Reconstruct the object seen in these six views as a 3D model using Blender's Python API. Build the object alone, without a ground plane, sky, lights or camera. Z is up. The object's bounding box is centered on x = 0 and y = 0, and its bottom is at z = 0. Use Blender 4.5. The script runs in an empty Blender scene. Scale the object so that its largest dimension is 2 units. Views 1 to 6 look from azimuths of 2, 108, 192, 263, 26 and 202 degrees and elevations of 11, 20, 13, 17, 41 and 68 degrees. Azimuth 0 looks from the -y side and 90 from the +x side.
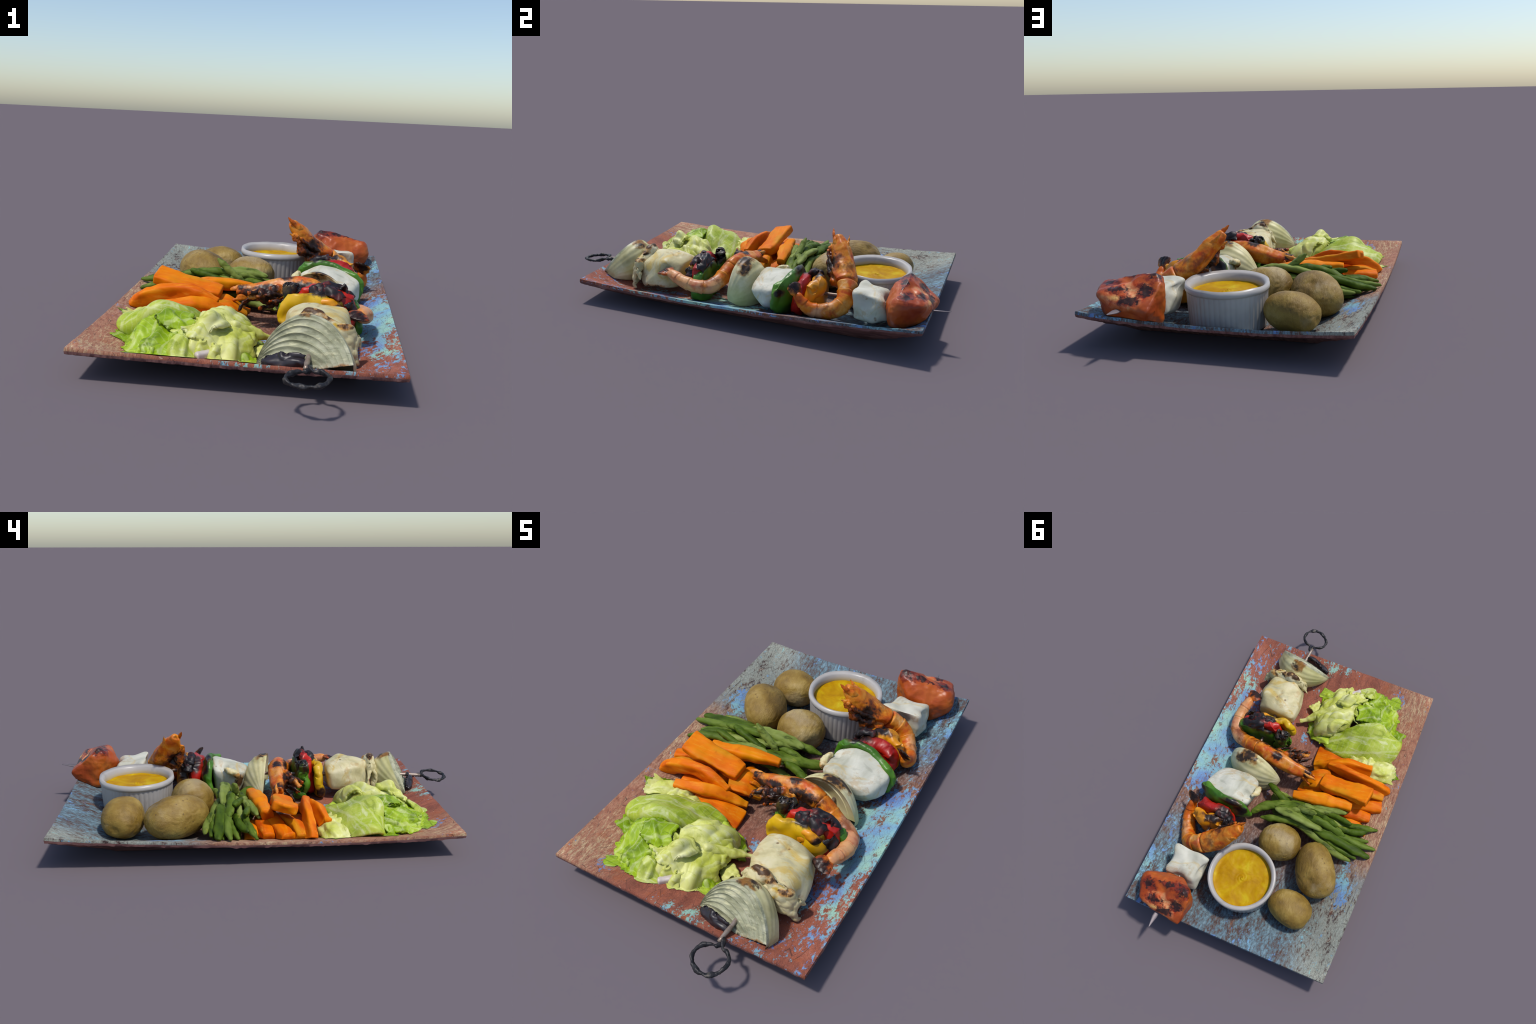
"""A grilled prawn, fish and vegetable skewer on a weathered painted platter, with
cabbage, carrots, green beans, potatoes and a ramekin of mustard sauce.
Everything is built from lofts, leaf sheets and shaped blobs; colours are procedural."""
import bpy, math
import numpy as np
from mathutils import Vector

V3 = lambda *a: np.array(a, float)


# ------------------------------------------------------------------ noise
def make_perm(seed):
    r = np.random.default_rng(seed)
    p = r.permutation(256)
    g = r.normal(size=(256, 3))
    return np.concatenate([p, p]), g / np.linalg.norm(g, axis=1)[:, None]


PERMS = {}


def perlin(P, scale=1.0, seed=0):
    if seed not in PERMS:
        PERMS[seed] = make_perm(seed)
    perm, grad = PERMS[seed]
    Q = np.asarray(P, float) * scale
    i = np.floor(Q).astype(int)
    f = Q - i
    w = f * f * f * (f * (f * 6 - 15) + 10)
    i &= 255
    out = np.zeros(Q.shape[:-1])
    for dx in (0, 1):
        for dy in (0, 1):
            for dz in (0, 1):
                h = perm[perm[perm[(i[..., 0] + dx) & 255] + ((i[..., 1] + dy) & 255)] + ((i[..., 2] + dz) & 255)]
                d = f - np.array([dx, dy, dz])
                k = (grad[h] * d).sum(-1)
                k = k * (w[..., 0] if dx else 1 - w[..., 0]) * (w[..., 1] if dy else 1 - w[..., 1]) * (w[..., 2] if dz else 1 - w[..., 2])
                out += k
    return out * 1.6


def fbm(P, scale, seed=0, octaves=3, gain=0.5):
    s = np.zeros(np.asarray(P).shape[:-1])
    a = 1.0
    for o in range(octaves):
        s += a * perlin(P, scale * 2 ** o, seed + o * 7)
        a *= gain
    return s


def sstep(x, a, b):
    t = np.clip((x - a) / (b - a), 0, 1)
    return t * t * (3 - 2 * t)


# ------------------------------------------------------------------ objects
def unit(v):
    v = np.asarray(v, float)
    return v / (np.linalg.norm(v, axis=-1, keepdims=True) + 1e-12)


def mesh_object(name, verts, faces, mats, parent=None, label=None, category=None, origin=None, sharp=None, mat_index=None):
    verts = np.asarray(verts, float)
    if origin is None:
        lo, hi = verts.min(0), verts.max(0)
        origin = V3((lo[0] + hi[0]) / 2, (lo[1] + hi[1]) / 2, lo[2])
    me = bpy.data.meshes.new(name)
    me.from_pydata((verts - origin).tolist(), [], [list(map(int, f)) for f in faces])
    me.update()
    for m in (mats if isinstance(mats, (list, tuple)) else [mats]):
        me.materials.append(m.done() if isinstance(m, Mat) else m)
    me.polygons.foreach_set("use_smooth", [True] * len(me.polygons))
    if mat_index is not None:
        me.polygons.foreach_set("material_index", [int(x) for x in mat_index])
    if sharp:
        me.set_sharp_from_angle(angle=math.radians(sharp))
    ob = bpy.data.objects.new(name, me)
    bpy.context.scene.collection.objects.link(ob)
    if parent:
        ob.parent = parent
        ob.location = Vector(origin) - parent_origin(parent)
    else:
        ob.location = Vector(origin)
    if label:
        ob["label"] = label
        ob["category"] = category
    return ob


def parent_origin(p):
    v = Vector(p.location)
    while p.parent:
        p = p.parent
        v += p.location
    return v


def empty(name, loc, label=None, category=None, parent=None):
    ob = bpy.data.objects.new(name, None)
    bpy.context.scene.collection.objects.link(ob)
    ob.location = Vector(loc) - (parent_origin(parent) if parent else Vector((0, 0, 0)))
    ob.parent = parent
    ob.empty_display_size = 0.05
    if label:
        ob["label"] = label
        ob["category"] = category
    return ob


def grid_faces(n, m, wrap_m=False, off=0, flip=False):
    i, j = np.meshgrid(np.arange(n - 1), np.arange(m if wrap_m else m - 1), indexing="ij")
    a = i * m + j
    b = i * m + (j + 1) % m
    c = (i + 1) * m + (j + 1) % m
    d = (i + 1) * m + j
    f = np.stack([a, d, c, b] if not flip else [a, b, c, d], -1).reshape(-1, 4) + off
    return f.tolist()


def spline(pts, n):
    """Centripetal-free Catmull-Rom through the points, n samples evenly spread by length."""
    P = np.asarray(pts, float)
    if len(P) == 2:
        t = np.linspace(0, 1, n)[:, None]
        return P[0] * (1 - t) + P[1] * t
    E = np.vstack([2 * P[0] - P[1], P, 2 * P[-1] - P[-2]])
    t = np.linspace(0, len(P) - 1, 40 * (len(P) - 1) + 1)
    k = np.minimum(t.astype(int), len(P) - 2)
    u = (t - k)[:, None]
    a, b, c, d = E[k], E[k + 1], E[k + 2], E[k + 3]
    Q = 0.5 * (2 * b + (c - a) * u + (2 * a - 5 * b + 4 * c - d) * u ** 2 + (3 * b - a - 3 * c + d) * u ** 3)
    s = np.concatenate([[0], np.cumsum(np.linalg.norm(np.diff(Q[:, :3], axis=0), axis=1))])
    x = np.linspace(0, s[-1], n)
    return np.stack([np.interp(x, s, Q[:, i]) for i in range(Q.shape[1])], 1)


def loft(path, half_w, half_h, side=(0, 0, 1), n=40, m=24, power=2.0, round_ends=(0.5, 0.5), noise=0.0, nscale=20, seed=1, modulate=None, twist=0.0):
    """Sweep a superellipse section along a path.  half_w lies along `side`, half_h across it."""
    P = spline(path, n)
    T = unit(np.gradient(P, axis=0))
    s = np.linspace(0, 1, n)
    hw = np.interp(s, np.linspace(0, 1, len(np.atleast_1d(half_w))), np.atleast_1d(half_w)) if np.ndim(half_w) else np.full(n, half_w)
    hh = np.interp(s, np.linspace(0, 1, len(np.atleast_1d(half_h))), np.atleast_1d(half_h)) if np.ndim(half_h) else np.full(n, half_h)
    length = np.linalg.norm(np.diff(P, axis=0), axis=1).sum()
    ca, cb = round_ends
    da, db = s * length, (1 - s) * length
    ra, rb = max(1e-6, ca * max(hw[0], hh[0])), max(1e-6, cb * max(hw[-1], hh[-1]))
    prof = np.minimum(np.where(da < ra, np.sqrt(np.clip(1 - (1 - da / ra) ** 2, 0, 1)), 1), np.where(db < rb, np.sqrt(np.clip(1 - (1 - db / rb) ** 2, 0, 1)), 1))
    S = np.asarray(side, float)
    S = S[None] if S.ndim == 1 else spline(S, n)
    S = unit(S - (S * T).sum(1, keepdims=True) * T)
    B = np.cross(T, S)
    a = np.linspace(0, 2 * np.pi, m, endpoint=False)
    ca_, sa_ = np.cos(a), np.sin(a)
    cx = np.sign(ca_) * np.abs(ca_) ** (2 / power)
    cy = np.sign(sa_) * np.abs(sa_) ** (2 / power)
    if twist:
        ang = (s * twist)[:, None]
        S, B = S * np.cos(ang) + B * np.sin(ang), B * np.cos(ang) - S * np.sin(ang)
    k = np.ones((n, m))
    if modulate is not None:
        k = modulate(s[:, None] + 0 * a[None], a[None] + 0 * s[:, None])
    R = P[:, None] + S[:, None] * (cx[None, :, None] * (hw * prof)[:, None, None] * k[..., None]) + B[:, None] * (cy[None, :, None] * (hh * prof)[:, None, None] * k[..., None])
    if noise:
        N = unit(R - P[:, None])
        R = R + N * (fbm(R, nscale, seed) * noise * prof[:, None])[..., None]
    V = np.concatenate([R.reshape(-1, 3), P[:1], P[-1:]])
    F = grid_faces(n, m, True)
    c0, c1 = n * m, n * m + 1
    F += [[c0, j, (j + 1) % m] for j in range(m)]
    F += [[c1, (n - 1) * m + (j + 1) % m, (n - 1) * m + j] for j in range(m)]
    return V, F


ICO = {}


def ico(sub):
    if sub not in ICO:
        import bmesh
        bm = bmesh.new()
        bmesh.ops.create_icosphere(bm, subdivisions=sub, radius=1)
        ICO[sub] = (np.array([v.co[:] for v in bm.verts]), [[v.index for v in f.verts] for f in bm.faces])
        bm.free()
    v, f = ICO[sub]
    return v.copy(), f


def frame(x=(1, 0, 0), z=(0, 0, 1)):
    X = unit(V3(*x))
    Z = V3(*z) - (V3(*z) @ X) * X
    Z = unit(Z)
    return np.stack([X, np.cross(Z, X), Z])


def blob(center, radii, axes=None, power=2.0, cuts=(), noise=0.0, nscale=8, octaves=3, seed=1, sub=6, bend=0.0, fine=0.0, fscale=60, warp=None):
    """A superellipsoid, bent, cut by soft planes (point, normal, softness) and roughened."""
    d, F = ico(sub)
    p = power if np.ndim(power) else (power,) * 3
    r = (np.abs(d[:, 0]) ** p[0] + np.abs(d[:, 1]) ** p[1] + np.abs(d[:, 2]) ** p[2]) ** (-1 / np.mean(p))
    L = d * r[:, None] * np.asarray(radii)
    if bend:
        L[:, 1] += bend * ((L[:, 0] / radii[0]) ** 2 + 0.6 * (L[:, 2] / radii[2]) ** 2)
    if warp is not None:
        L = warp(L, d)
    A = frame() if axes is None else axes
    W = L @ A + np.asarray(center)
    Nrm = unit((d / np.asarray(radii)) @ A)
    if noise:
        W = W + Nrm * (fbm(W, nscale, seed, octaves) * noise)[:, None]
    for q, nn, soft in cuts:
        nn = unit(V3(*nn))
        h = (W - V3(*q)) @ nn
        over = soft * np.log1p(np.exp(np.clip(h / soft, -40, 40))) if soft else np.maximum(h, 0)
        W = W - nn * over[:, None]
    if fine:
        W = W + Nrm * (fbm(W, fscale, seed + 50, 3) * fine)[:, None]
    return W, F


def chunk(corners, rounds=10, sub=5, swell=1.05, noise=0.01, nscale=8, octaves=3, seed=1, fine=0.0, fscale=40, pinch=()):
    """A hand-cut piece: the hull of its corners, edges worn round, surface made uneven."""
    import bmesh
    bm = bmesh.new()
    C = np.asarray(corners, float)
    C = C.mean(0) + (C - C.mean(0)) * swell
    for c in C:
        bm.verts.new(c)
    bmesh.ops.convex_hull(bm, input=bm.verts)
    bmesh.ops.delete(bm, geom=[v for v in bm.verts if not v.link_faces], context="VERTS")
    bmesh.ops.triangulate(bm, faces=bm.faces)
    for k in range(sub):
        bmesh.ops.subdivide_edges(bm, edges=bm.edges, cuts=1, use_grid_fill=True)
        if k in (2, 3, 4):
            for _ in range(rounds if k == 4 else 2):
                bmesh.ops.smooth_vert(bm, verts=bm.verts, factor=0.5, use_axis_x=True, use_axis_y=True, use_axis_z=True)
    bmesh.ops.recalc_face_normals(bm, faces=bm.faces)
    bm.normal_update()
    bm.verts.index_update()
    V = np.array([v.co[:] for v in bm.verts])
    N = np.array([v.normal[:] for v in bm.verts])
    F = [[v.index for v in f.verts] for f in bm.faces]
    bm.free()
    h = noise * fbm(V, nscale, seed, octaves)
    if fine:
        h = h + fine * fbm(V, fscale, seed + 50, 3)
    for q, r, dp in pinch:
        h = h - dp * np.exp(-((V - V3(*q)) ** 2).sum(1) / r ** 2)
    return V + N * h[:, None], F


def surf(ctrl, n, m):
    """Smooth surface through a grid of control points."""
    C = np.asarray(ctrl, float)
    def along(P, k):
        t = np.linspace(0, len(P) - 1, k)
        E = np.concatenate([2 * P[:1] - P[1:2], P, 2 * P[-1:] - P[-2:-1]])
        i = np.minimum(t.astype(int), len(P) - 2)
        u = (t - i).reshape(-1, *([1] * (P.ndim - 1)))
        a, b, c, d = E[i], E[i + 1], E[i + 2], E[i + 3]
        return 0.5 * (2 * b + (c - a) * u + (2 * a - 5 * b + 4 * c - d) * u ** 2 + (3 * b - a - 3 * c + d) * u ** 3)
    G = along(C, n)
    return np.swapaxes(along(np.swapaxes(G, 0, 1), m), 0, 1)


def sheet(ctrl, thick, n=56, m=56, fold=0.0, fscale=9, crinkle=0.0, cscale=30, seed=1, ragged=0.0, up=(0, 0, 1), rib=None, curl=0.0, crease=None):
    """A leaf: a two-sided sheet with a rounded rim, folds, crinkles and a ragged edge."""
    S = surf(ctrl, n, m)
    du, dv = np.gradient(S, axis=0), np.gradient(S, axis=1)
    N = unit(np.cross(du, dv))
    if (N @ V3(*up)).mean() < 0:
        N = -N
    u, v = np.meshgrid(np.linspace(0, 1, n), np.linspace(0, 1, m), indexing="ij")
    edge = np.minimum(np.minimum(u, 1 - u), np.minimum(v, 1 - v))
    h = fold * fbm(S, fscale, seed, 2)
    if crease:
        for (dx, dy), fr, am in crease:
            d_ = unit(V3(dx, dy, 0))
            q = np.stack([(S @ d_) * 0.30, S @ V3(-d_[1], d_[0], 0), S[..., 2] * 0.5], -1)
            w_ = q + 0.02 * np.stack([perlin(S, 14, seed + 31), perlin(S, 14, seed + 32), 0 * u], -1)
            h = h + am * (0.45 - 1.7 * np.abs(perlin(w_, fr, seed + 17)))
    if crinkle:
        h = h + crinkle * (np.abs(perlin(S, cscale, seed + 3)) * -1.2 + 0.4 + 0.4 * perlin(S, cscale * 2.1, seed + 9))
    if rib:
        for (v0, v1, w, a) in rib:
            c = v0 + (v1 - v0) * u
            h = h + a * np.exp(-((v - c) / w) ** 2)
    if curl:
        h = h + curl * sstep(edge, 0.12, 0.0)
    if ragged:
        c = S.mean((0, 1))
        e = ragged * sstep(edge, 0.12, 0) * (0.5 + 1.6 * fbm(S, 28, seed + 21, 3))
        S = S + unit(c - S) * np.clip(e, -0.3 * ragged, 3 * ragged)[..., None]
    S = S + N * h[..., None]
    du, dv = np.gradient(S, axis=0), np.gradient(S, axis=1)
    N2 = unit(np.cross(du, dv))
    N2 = N2 * np.sign((N2 * N).sum(-1, keepdims=True) + 1e-9)
    t = thick * (0.25 + 0.75 * np.sqrt(np.clip(edge / 0.06, 0, 1)))
    top = S + N2 * (t * 0.5)[..., None]
    bot = S - N2 * (t * 0.5)[..., None]
    V = np.concatenate([top.reshape(-1, 3), bot.reshape(-1, 3)])
    flip = (np.cross(du, dv) * N).sum(-1).mean() < 0
    K = n * m
    F = grid_faces(n, m, flip=flip) + grid_faces(n, m, off=K, flip=not flip)
    ring = [i * m for i in range(n)] + [(n - 1) * m + j for j in range(1, m)] + [i * m + m - 1 for i in range(n - 2, -1, -1)] + [j for j in range(m - 2, 0, -1)]
    for a, b in zip(ring, ring[1:] + ring[:1]):
        F.append([a, b, b + K, a + K] if flip else [b, a, a + K, b + K])
    return V, F


def merge(*parts):
    V, F, o = [], [], 0
    for v, f in parts:
        V.append(v)
        F += [[i + o for i in q] for q in f]
        o += len(v)
    return np.concatenate(V), F


# ------------------------------------------------------------------ materials
def lin(c):
    if isinstance(c, str):
        c = [int(c[i:i + 2], 16) / 255 for i in (1, 3, 5)]
    return tuple(x / 12.92 if x <= 0.04045 else ((x + 0.055) / 1.055) ** 2.4 for x in c) + (1.0,)


class Mat:
    """A small language for node materials on Object coordinates."""

    def __init__(self, name, rough=0.5, spec=0.5, coat=0.0, sub=0.0, metal=0.0, translucent=0.0, origin=(0, 0, 0)):
        self.m = bpy.data.materials.new(name)
        self.m.use_nodes = True
        self.t = self.m.node_tree
        self.b = self.t.nodes["Principled BSDF"]
        self.b.inputs["Roughness"].default_value = rough
        self.b.inputs["Specular IOR Level"].default_value = spec
        self.b.inputs["Coat Weight"].default_value = coat
        self.b.inputs["Coat Roughness"].default_value = 0.25
        self.b.inputs["Metallic"].default_value = metal
        if sub:
            self.b.inputs["Subsurface Weight"].default_value = sub
            self.b.inputs["Subsurface Radius"].default_value = (0.02, 0.012, 0.008)
            self.b.inputs["Subsurface Scale"].default_value = 1.0
        self.co = self.t.nodes.new("ShaderNodeTexCoord").outputs["Object"]
        add = self.t.nodes.new("ShaderNodeVectorMath")
        add.inputs[1].default_value = origin
        self.t.links.new(self.co, add.inputs[0])
        self.co = add.outputs[0]          # platter coordinates, whatever the part's own origin
        self.translucent = translucent
        self.colour = None

    def link(self, a, sock):
        if hasattr(a, "node"):
            self.t.links.new(a, sock)
        else:
            if isinstance(a, str):
                a = lin(a)
            if isinstance(a, (int, float)) and sock.type in ("RGBA", "VECTOR"):
                a = (a,) * (4 if sock.type == "RGBA" else 3)
            sock.default_value = a

    def vec(self, stretch=(1, 1, 1), rot=(0, 0, 0), loc=(0, 0, 0), src=None):
        n = self.t.nodes.new("ShaderNodeMapping")
        n.inputs["Scale"].default_value = stretch
        n.inputs["Rotation"].default_value = rot
        n.inputs["Location"].default_value = loc
        self.t.links.new(src or self.co, n.inputs["Vector"])
        return n.outputs[0]

    def noise(self, scale, detail=4, rough=0.55, dist=0.0, vec=None):
        n = self.t.nodes.new("ShaderNodeTexNoise")
        n.inputs["Scale"].default_value = scale
        n.inputs["Detail"].default_value = detail
        n.inputs["Roughness"].default_value = rough
        n.inputs["Distortion"].default_value = dist
        self.t.links.new(vec or self.co, n.inputs["Vector"])
        return n.outputs["Fac"]

    def voronoi(self, scale, feature="F1", vec=None, rand=1.0):
        n = self.t.nodes.new("ShaderNodeTexVoronoi")
        n.feature = feature
        n.inputs["Scale"].default_value = scale
        n.inputs["Randomness"].default_value = rand
        self.t.links.new(vec or self.co, n.inputs["Vector"])
        return n.outputs["Distance"]

    def wave(self, scale, dist=3, detail=2, dscale=1.5, direction="X", vec=None, rings=False):
        n = self.t.nodes.new("ShaderNodeTexWave")
        n.wave_type = "RINGS" if rings else "BANDS"
        if rings:
            n.rings_direction = direction
        else:
            n.bands_direction = direction
        n.inputs["Scale"].default_value = scale
        n.inputs["Distortion"].default_value = dist
        n.inputs["Detail"].default_value = detail
        n.inputs["Detail Scale"].default_value = dscale
        self.t.links.new(vec or self.co, n.inputs["Vector"])
        return n.outputs["Fac"]

    def math(self, op, a, b=0.0, c=0.0):
        n = self.t.nodes.new("ShaderNodeMath")
        n.operation = op
        for k, x in enumerate((a, b, c)):
            self.link(x, n.inputs[k])
        return n.outputs[0]

    def step(self, x, lo, hi, a=0.0, b=1.0):
        n = self.t.nodes.new("ShaderNodeMapRange")
        n.interpolation_type = "SMOOTHSTEP"
        self.link(x, n.inputs["Value"])
        for k, val in zip(("From Min", "From Max", "To Min", "To Max"), (lo, hi, a, b)):
            n.inputs[k].default_value = val
        return n.outputs["Result"]

    def ramp(self, fac, stops):
        n = self.t.nodes.new("ShaderNodeValToRGB")
        e = n.color_ramp.elements
        while len(e) < len(stops):
            e.new(0.5)
        for k, (p, c) in zip(e, stops):
            k.position = p
            k.color = lin(c)
        self.link(fac, n.inputs[0])
        return n.outputs[0]

    def mix(self, fac, a, b, mode="MIX"):
        n = self.t.nodes.new("ShaderNodeMix")
        n.data_type = "RGBA"
        n.blend_type = mode
        self.link(fac, n.inputs[0])
        self.link(a, n.inputs[6])
        self.link(b, n.inputs[7])
        return n.outputs[2]

    def sep(self, src=None):
        n = self.t.nodes.new("ShaderNodeSeparateXYZ")
        self.t.links.new(src or self.co, n.inputs[0])
        return n.outputs

    def random(self):
        return self.t.nodes.new("ShaderNodeObjectInfo").outputs["Random"]

    def spot(self, centre, radius, soft=0.35, rag=0.8, scale=18, detail=4):
        """0..1 mask, 1 inside an ellipsoid whose border is broken up by noise."""
        r = radius if np.ndim(radius) else (radius,) * 3
        v = self.vec(stretch=tuple(1 / x for x in r), loc=tuple(-c / x for c, x in zip(centre, r)))
        n = self.t.nodes.new("ShaderNodeVectorMath")
        n.operation = "LENGTH"
        self.t.links.new(v, n.inputs[0])
        d = self.math("SUBTRACT", 1.0, n.outputs["Value"])
        if rag:
            d = self.math("ADD", d, self.math("MULTIPLY", self.math("SUBTRACT", self.noise(scale, detail, 0.6), 0.5), rag * 2))
        return self.step(d, 0.0, soft)

    def any(self, masks):
        o = masks[0]
        for k in masks[1:]:
            o = self.math("MAXIMUM", o, k)
        return o

    def bump(self, h, strength=0.3, dist=0.004):
        n = self.t.nodes.new("ShaderNodeBump")
        n.inputs["Strength"].default_value = strength
        n.inputs["Distance"].default_value = dist
        self.link(h, n.inputs["Height"])
        if self.b.inputs["Normal"].is_linked:
            self.t.links.new(self.b.inputs["Normal"].links[0].from_socket, n.inputs["Normal"])
        self.t.links.new(n.outputs[0], self.b.inputs["Normal"])

    def rough(self, x):
        self.link(x, self.b.inputs["Roughness"])

    def set(self, colour):
        self.colour = colour
        return self

    def char(self, spots, brown="#8a4a14", black="#1a1210", scale=20, rag=0.9, halo=1.35):
        """Scorching: a brown halo and a black core at each (centre, radius)."""
        for c, r in spots:
            rr = np.asarray(r if np.ndim(r) else (r,) * 3, float)
            h = self.spot(c, tuple(rr * halo), 0.5, rag, scale)
            k = self.math("MULTIPLY", self.spot(c, tuple(rr), 0.45, rag * 1.3, scale * 1.7), 0.93)
            self.colour = self.mix(self.math("MULTIPLY", h, 0.85), self.colour, brown)
            self.colour = self.mix(k, self.colour, self.ramp(self.noise(40, 3), [(0.3, black), (0.55, black), (0.75, "#4a2c18")]))
        return self

    def done(self):
        if self.colour is not None and not self.b.inputs["Base Color"].is_linked:
            self.link(self.colour, self.b.inputs["Base Color"])
            if self.translucent:
                tr = self.t.nodes.new("ShaderNodeBsdfTranslucent")
                self.link(self.colour, tr.inputs["Color"])
                mx = self.t.nodes.new("ShaderNodeMixShader")
                mx.inputs[0].default_value = self.translucent
                self.t.links.new(self.b.outputs[0], mx.inputs[1])
                self.t.links.new(tr.outputs[0], mx.inputs[2])
                out = self.t.nodes["Material Output"]
                self.t.links.new(mx.outputs[0], out.inputs[0])
        return self.m


def base_of(part):
    v = part[0]
    lo, hi = v.min(0), v.max(0)
    return (float((lo[0] + hi[0]) / 2), float((lo[1] + hi[1]) / 2), float(lo[2]))


# ================================================================== PLATTER
CORNER = dict(fl=V3(-0.599, -0.784, 0.114), fr=V3(0.495, -0.850, 0.113), br=V3(0.595, 0.891, 0.151), bl=V3(-0.507, 0.951, 0.149))


def plan(u, v):
    u = u * (1 + 0.018 * (1 - v ** 2))       # the long sides belly out a little
    a, b = (u + 1) / 2, (v + 1) / 2
    return (CORNER["fl"][:2] * ((1 - a) * (1 - b))[..., None] + CORNER["fr"][:2] * (a * (1 - b))[..., None]
            + CORNER["br"][:2] * (a * b)[..., None] + CORNER["bl"][:2] * ((1 - a) * b)[..., None])


def rim_z(u, v):
    a, b = (u + 1) / 2, (v + 1) / 2
    z = (CORNER["fl"][2] * (1 - a) * (1 - b) + CORNER["fr"][2] * a * (1 - b) + CORNER["br"][2] * a * b + CORNER["bl"][2] * (1 - a) * b)
    side = 0.026 * (1 - v ** 2) * np.abs(u) ** 4        # long sides sag a little
    end = (0.004 + 0.018 * sstep(v, 0, 1)) * (1 - u ** 2) * np.abs(v) ** 4
    return z - side - end


def floor_z(u, v):
    """Height of the eating surface of the platter."""
    back = sstep(v, 0.0, 0.5)
    u0 = np.where(u > 0, 0.60 - 0.07 * back, 0.52)
    du = np.clip((np.abs(u) - u0) / (1 - u0), 0, 1)
    v0 = np.where(v > 0, 0.66, 0.64)
    dv = np.clip((np.abs(v) - v0) / (1 - v0), 0, 1)
    d = np.clip((du ** 5 + dv ** 5) ** (1 / 5), 0, 1)
    power = np.where(u > 0, 1.6 - 0.30 * back, 1.4 - 0.12 * back)
    return 0.024 + (rim_z(u, v) - 0.024) * d ** power


def plan_inverse(xy):
    """(u, v) of a point above the platter, by a few Newton steps."""
    p = np.zeros(xy.shape)
    for _ in range(4):
        e = 1e-4
        f = plan(p[..., 0], p[..., 1])
        fu = (plan(p[..., 0] + e, p[..., 1]) - f) / e
        fv = (plan(p[..., 0], p[..., 1] + e) - f) / e
        r = xy - f
        det = fu[..., 0] * fv[..., 1] - fu[..., 1] * fv[..., 0]
        p = p + np.stack([(r[..., 0] * fv[..., 1] - r[..., 1] * fv[..., 0]) / det, (fu[..., 0] * r[..., 1] - fu[..., 1] * r[..., 0]) / det], -1)
    return p


def rest(part, gap=0.003):
    """Let a soft piece settle on the platter: nothing of it goes below the eating surface."""
    V, F = part
    uv = plan_inverse(V[:, :2])
    inside = (np.abs(uv) < 1.14).all(1)
    z = floor_z(np.clip(uv[:, 0], -1, 1), np.clip(uv[:, 1], -1, 1)) + gap
    V = V.copy()
    low = inside & (V[:, 2] < z)
    V[low, 2] = z[low] - 0.0005 * np.clip((z - V[:, 2])[low] / 0.05, 0, 1)
    return V, F


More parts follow.
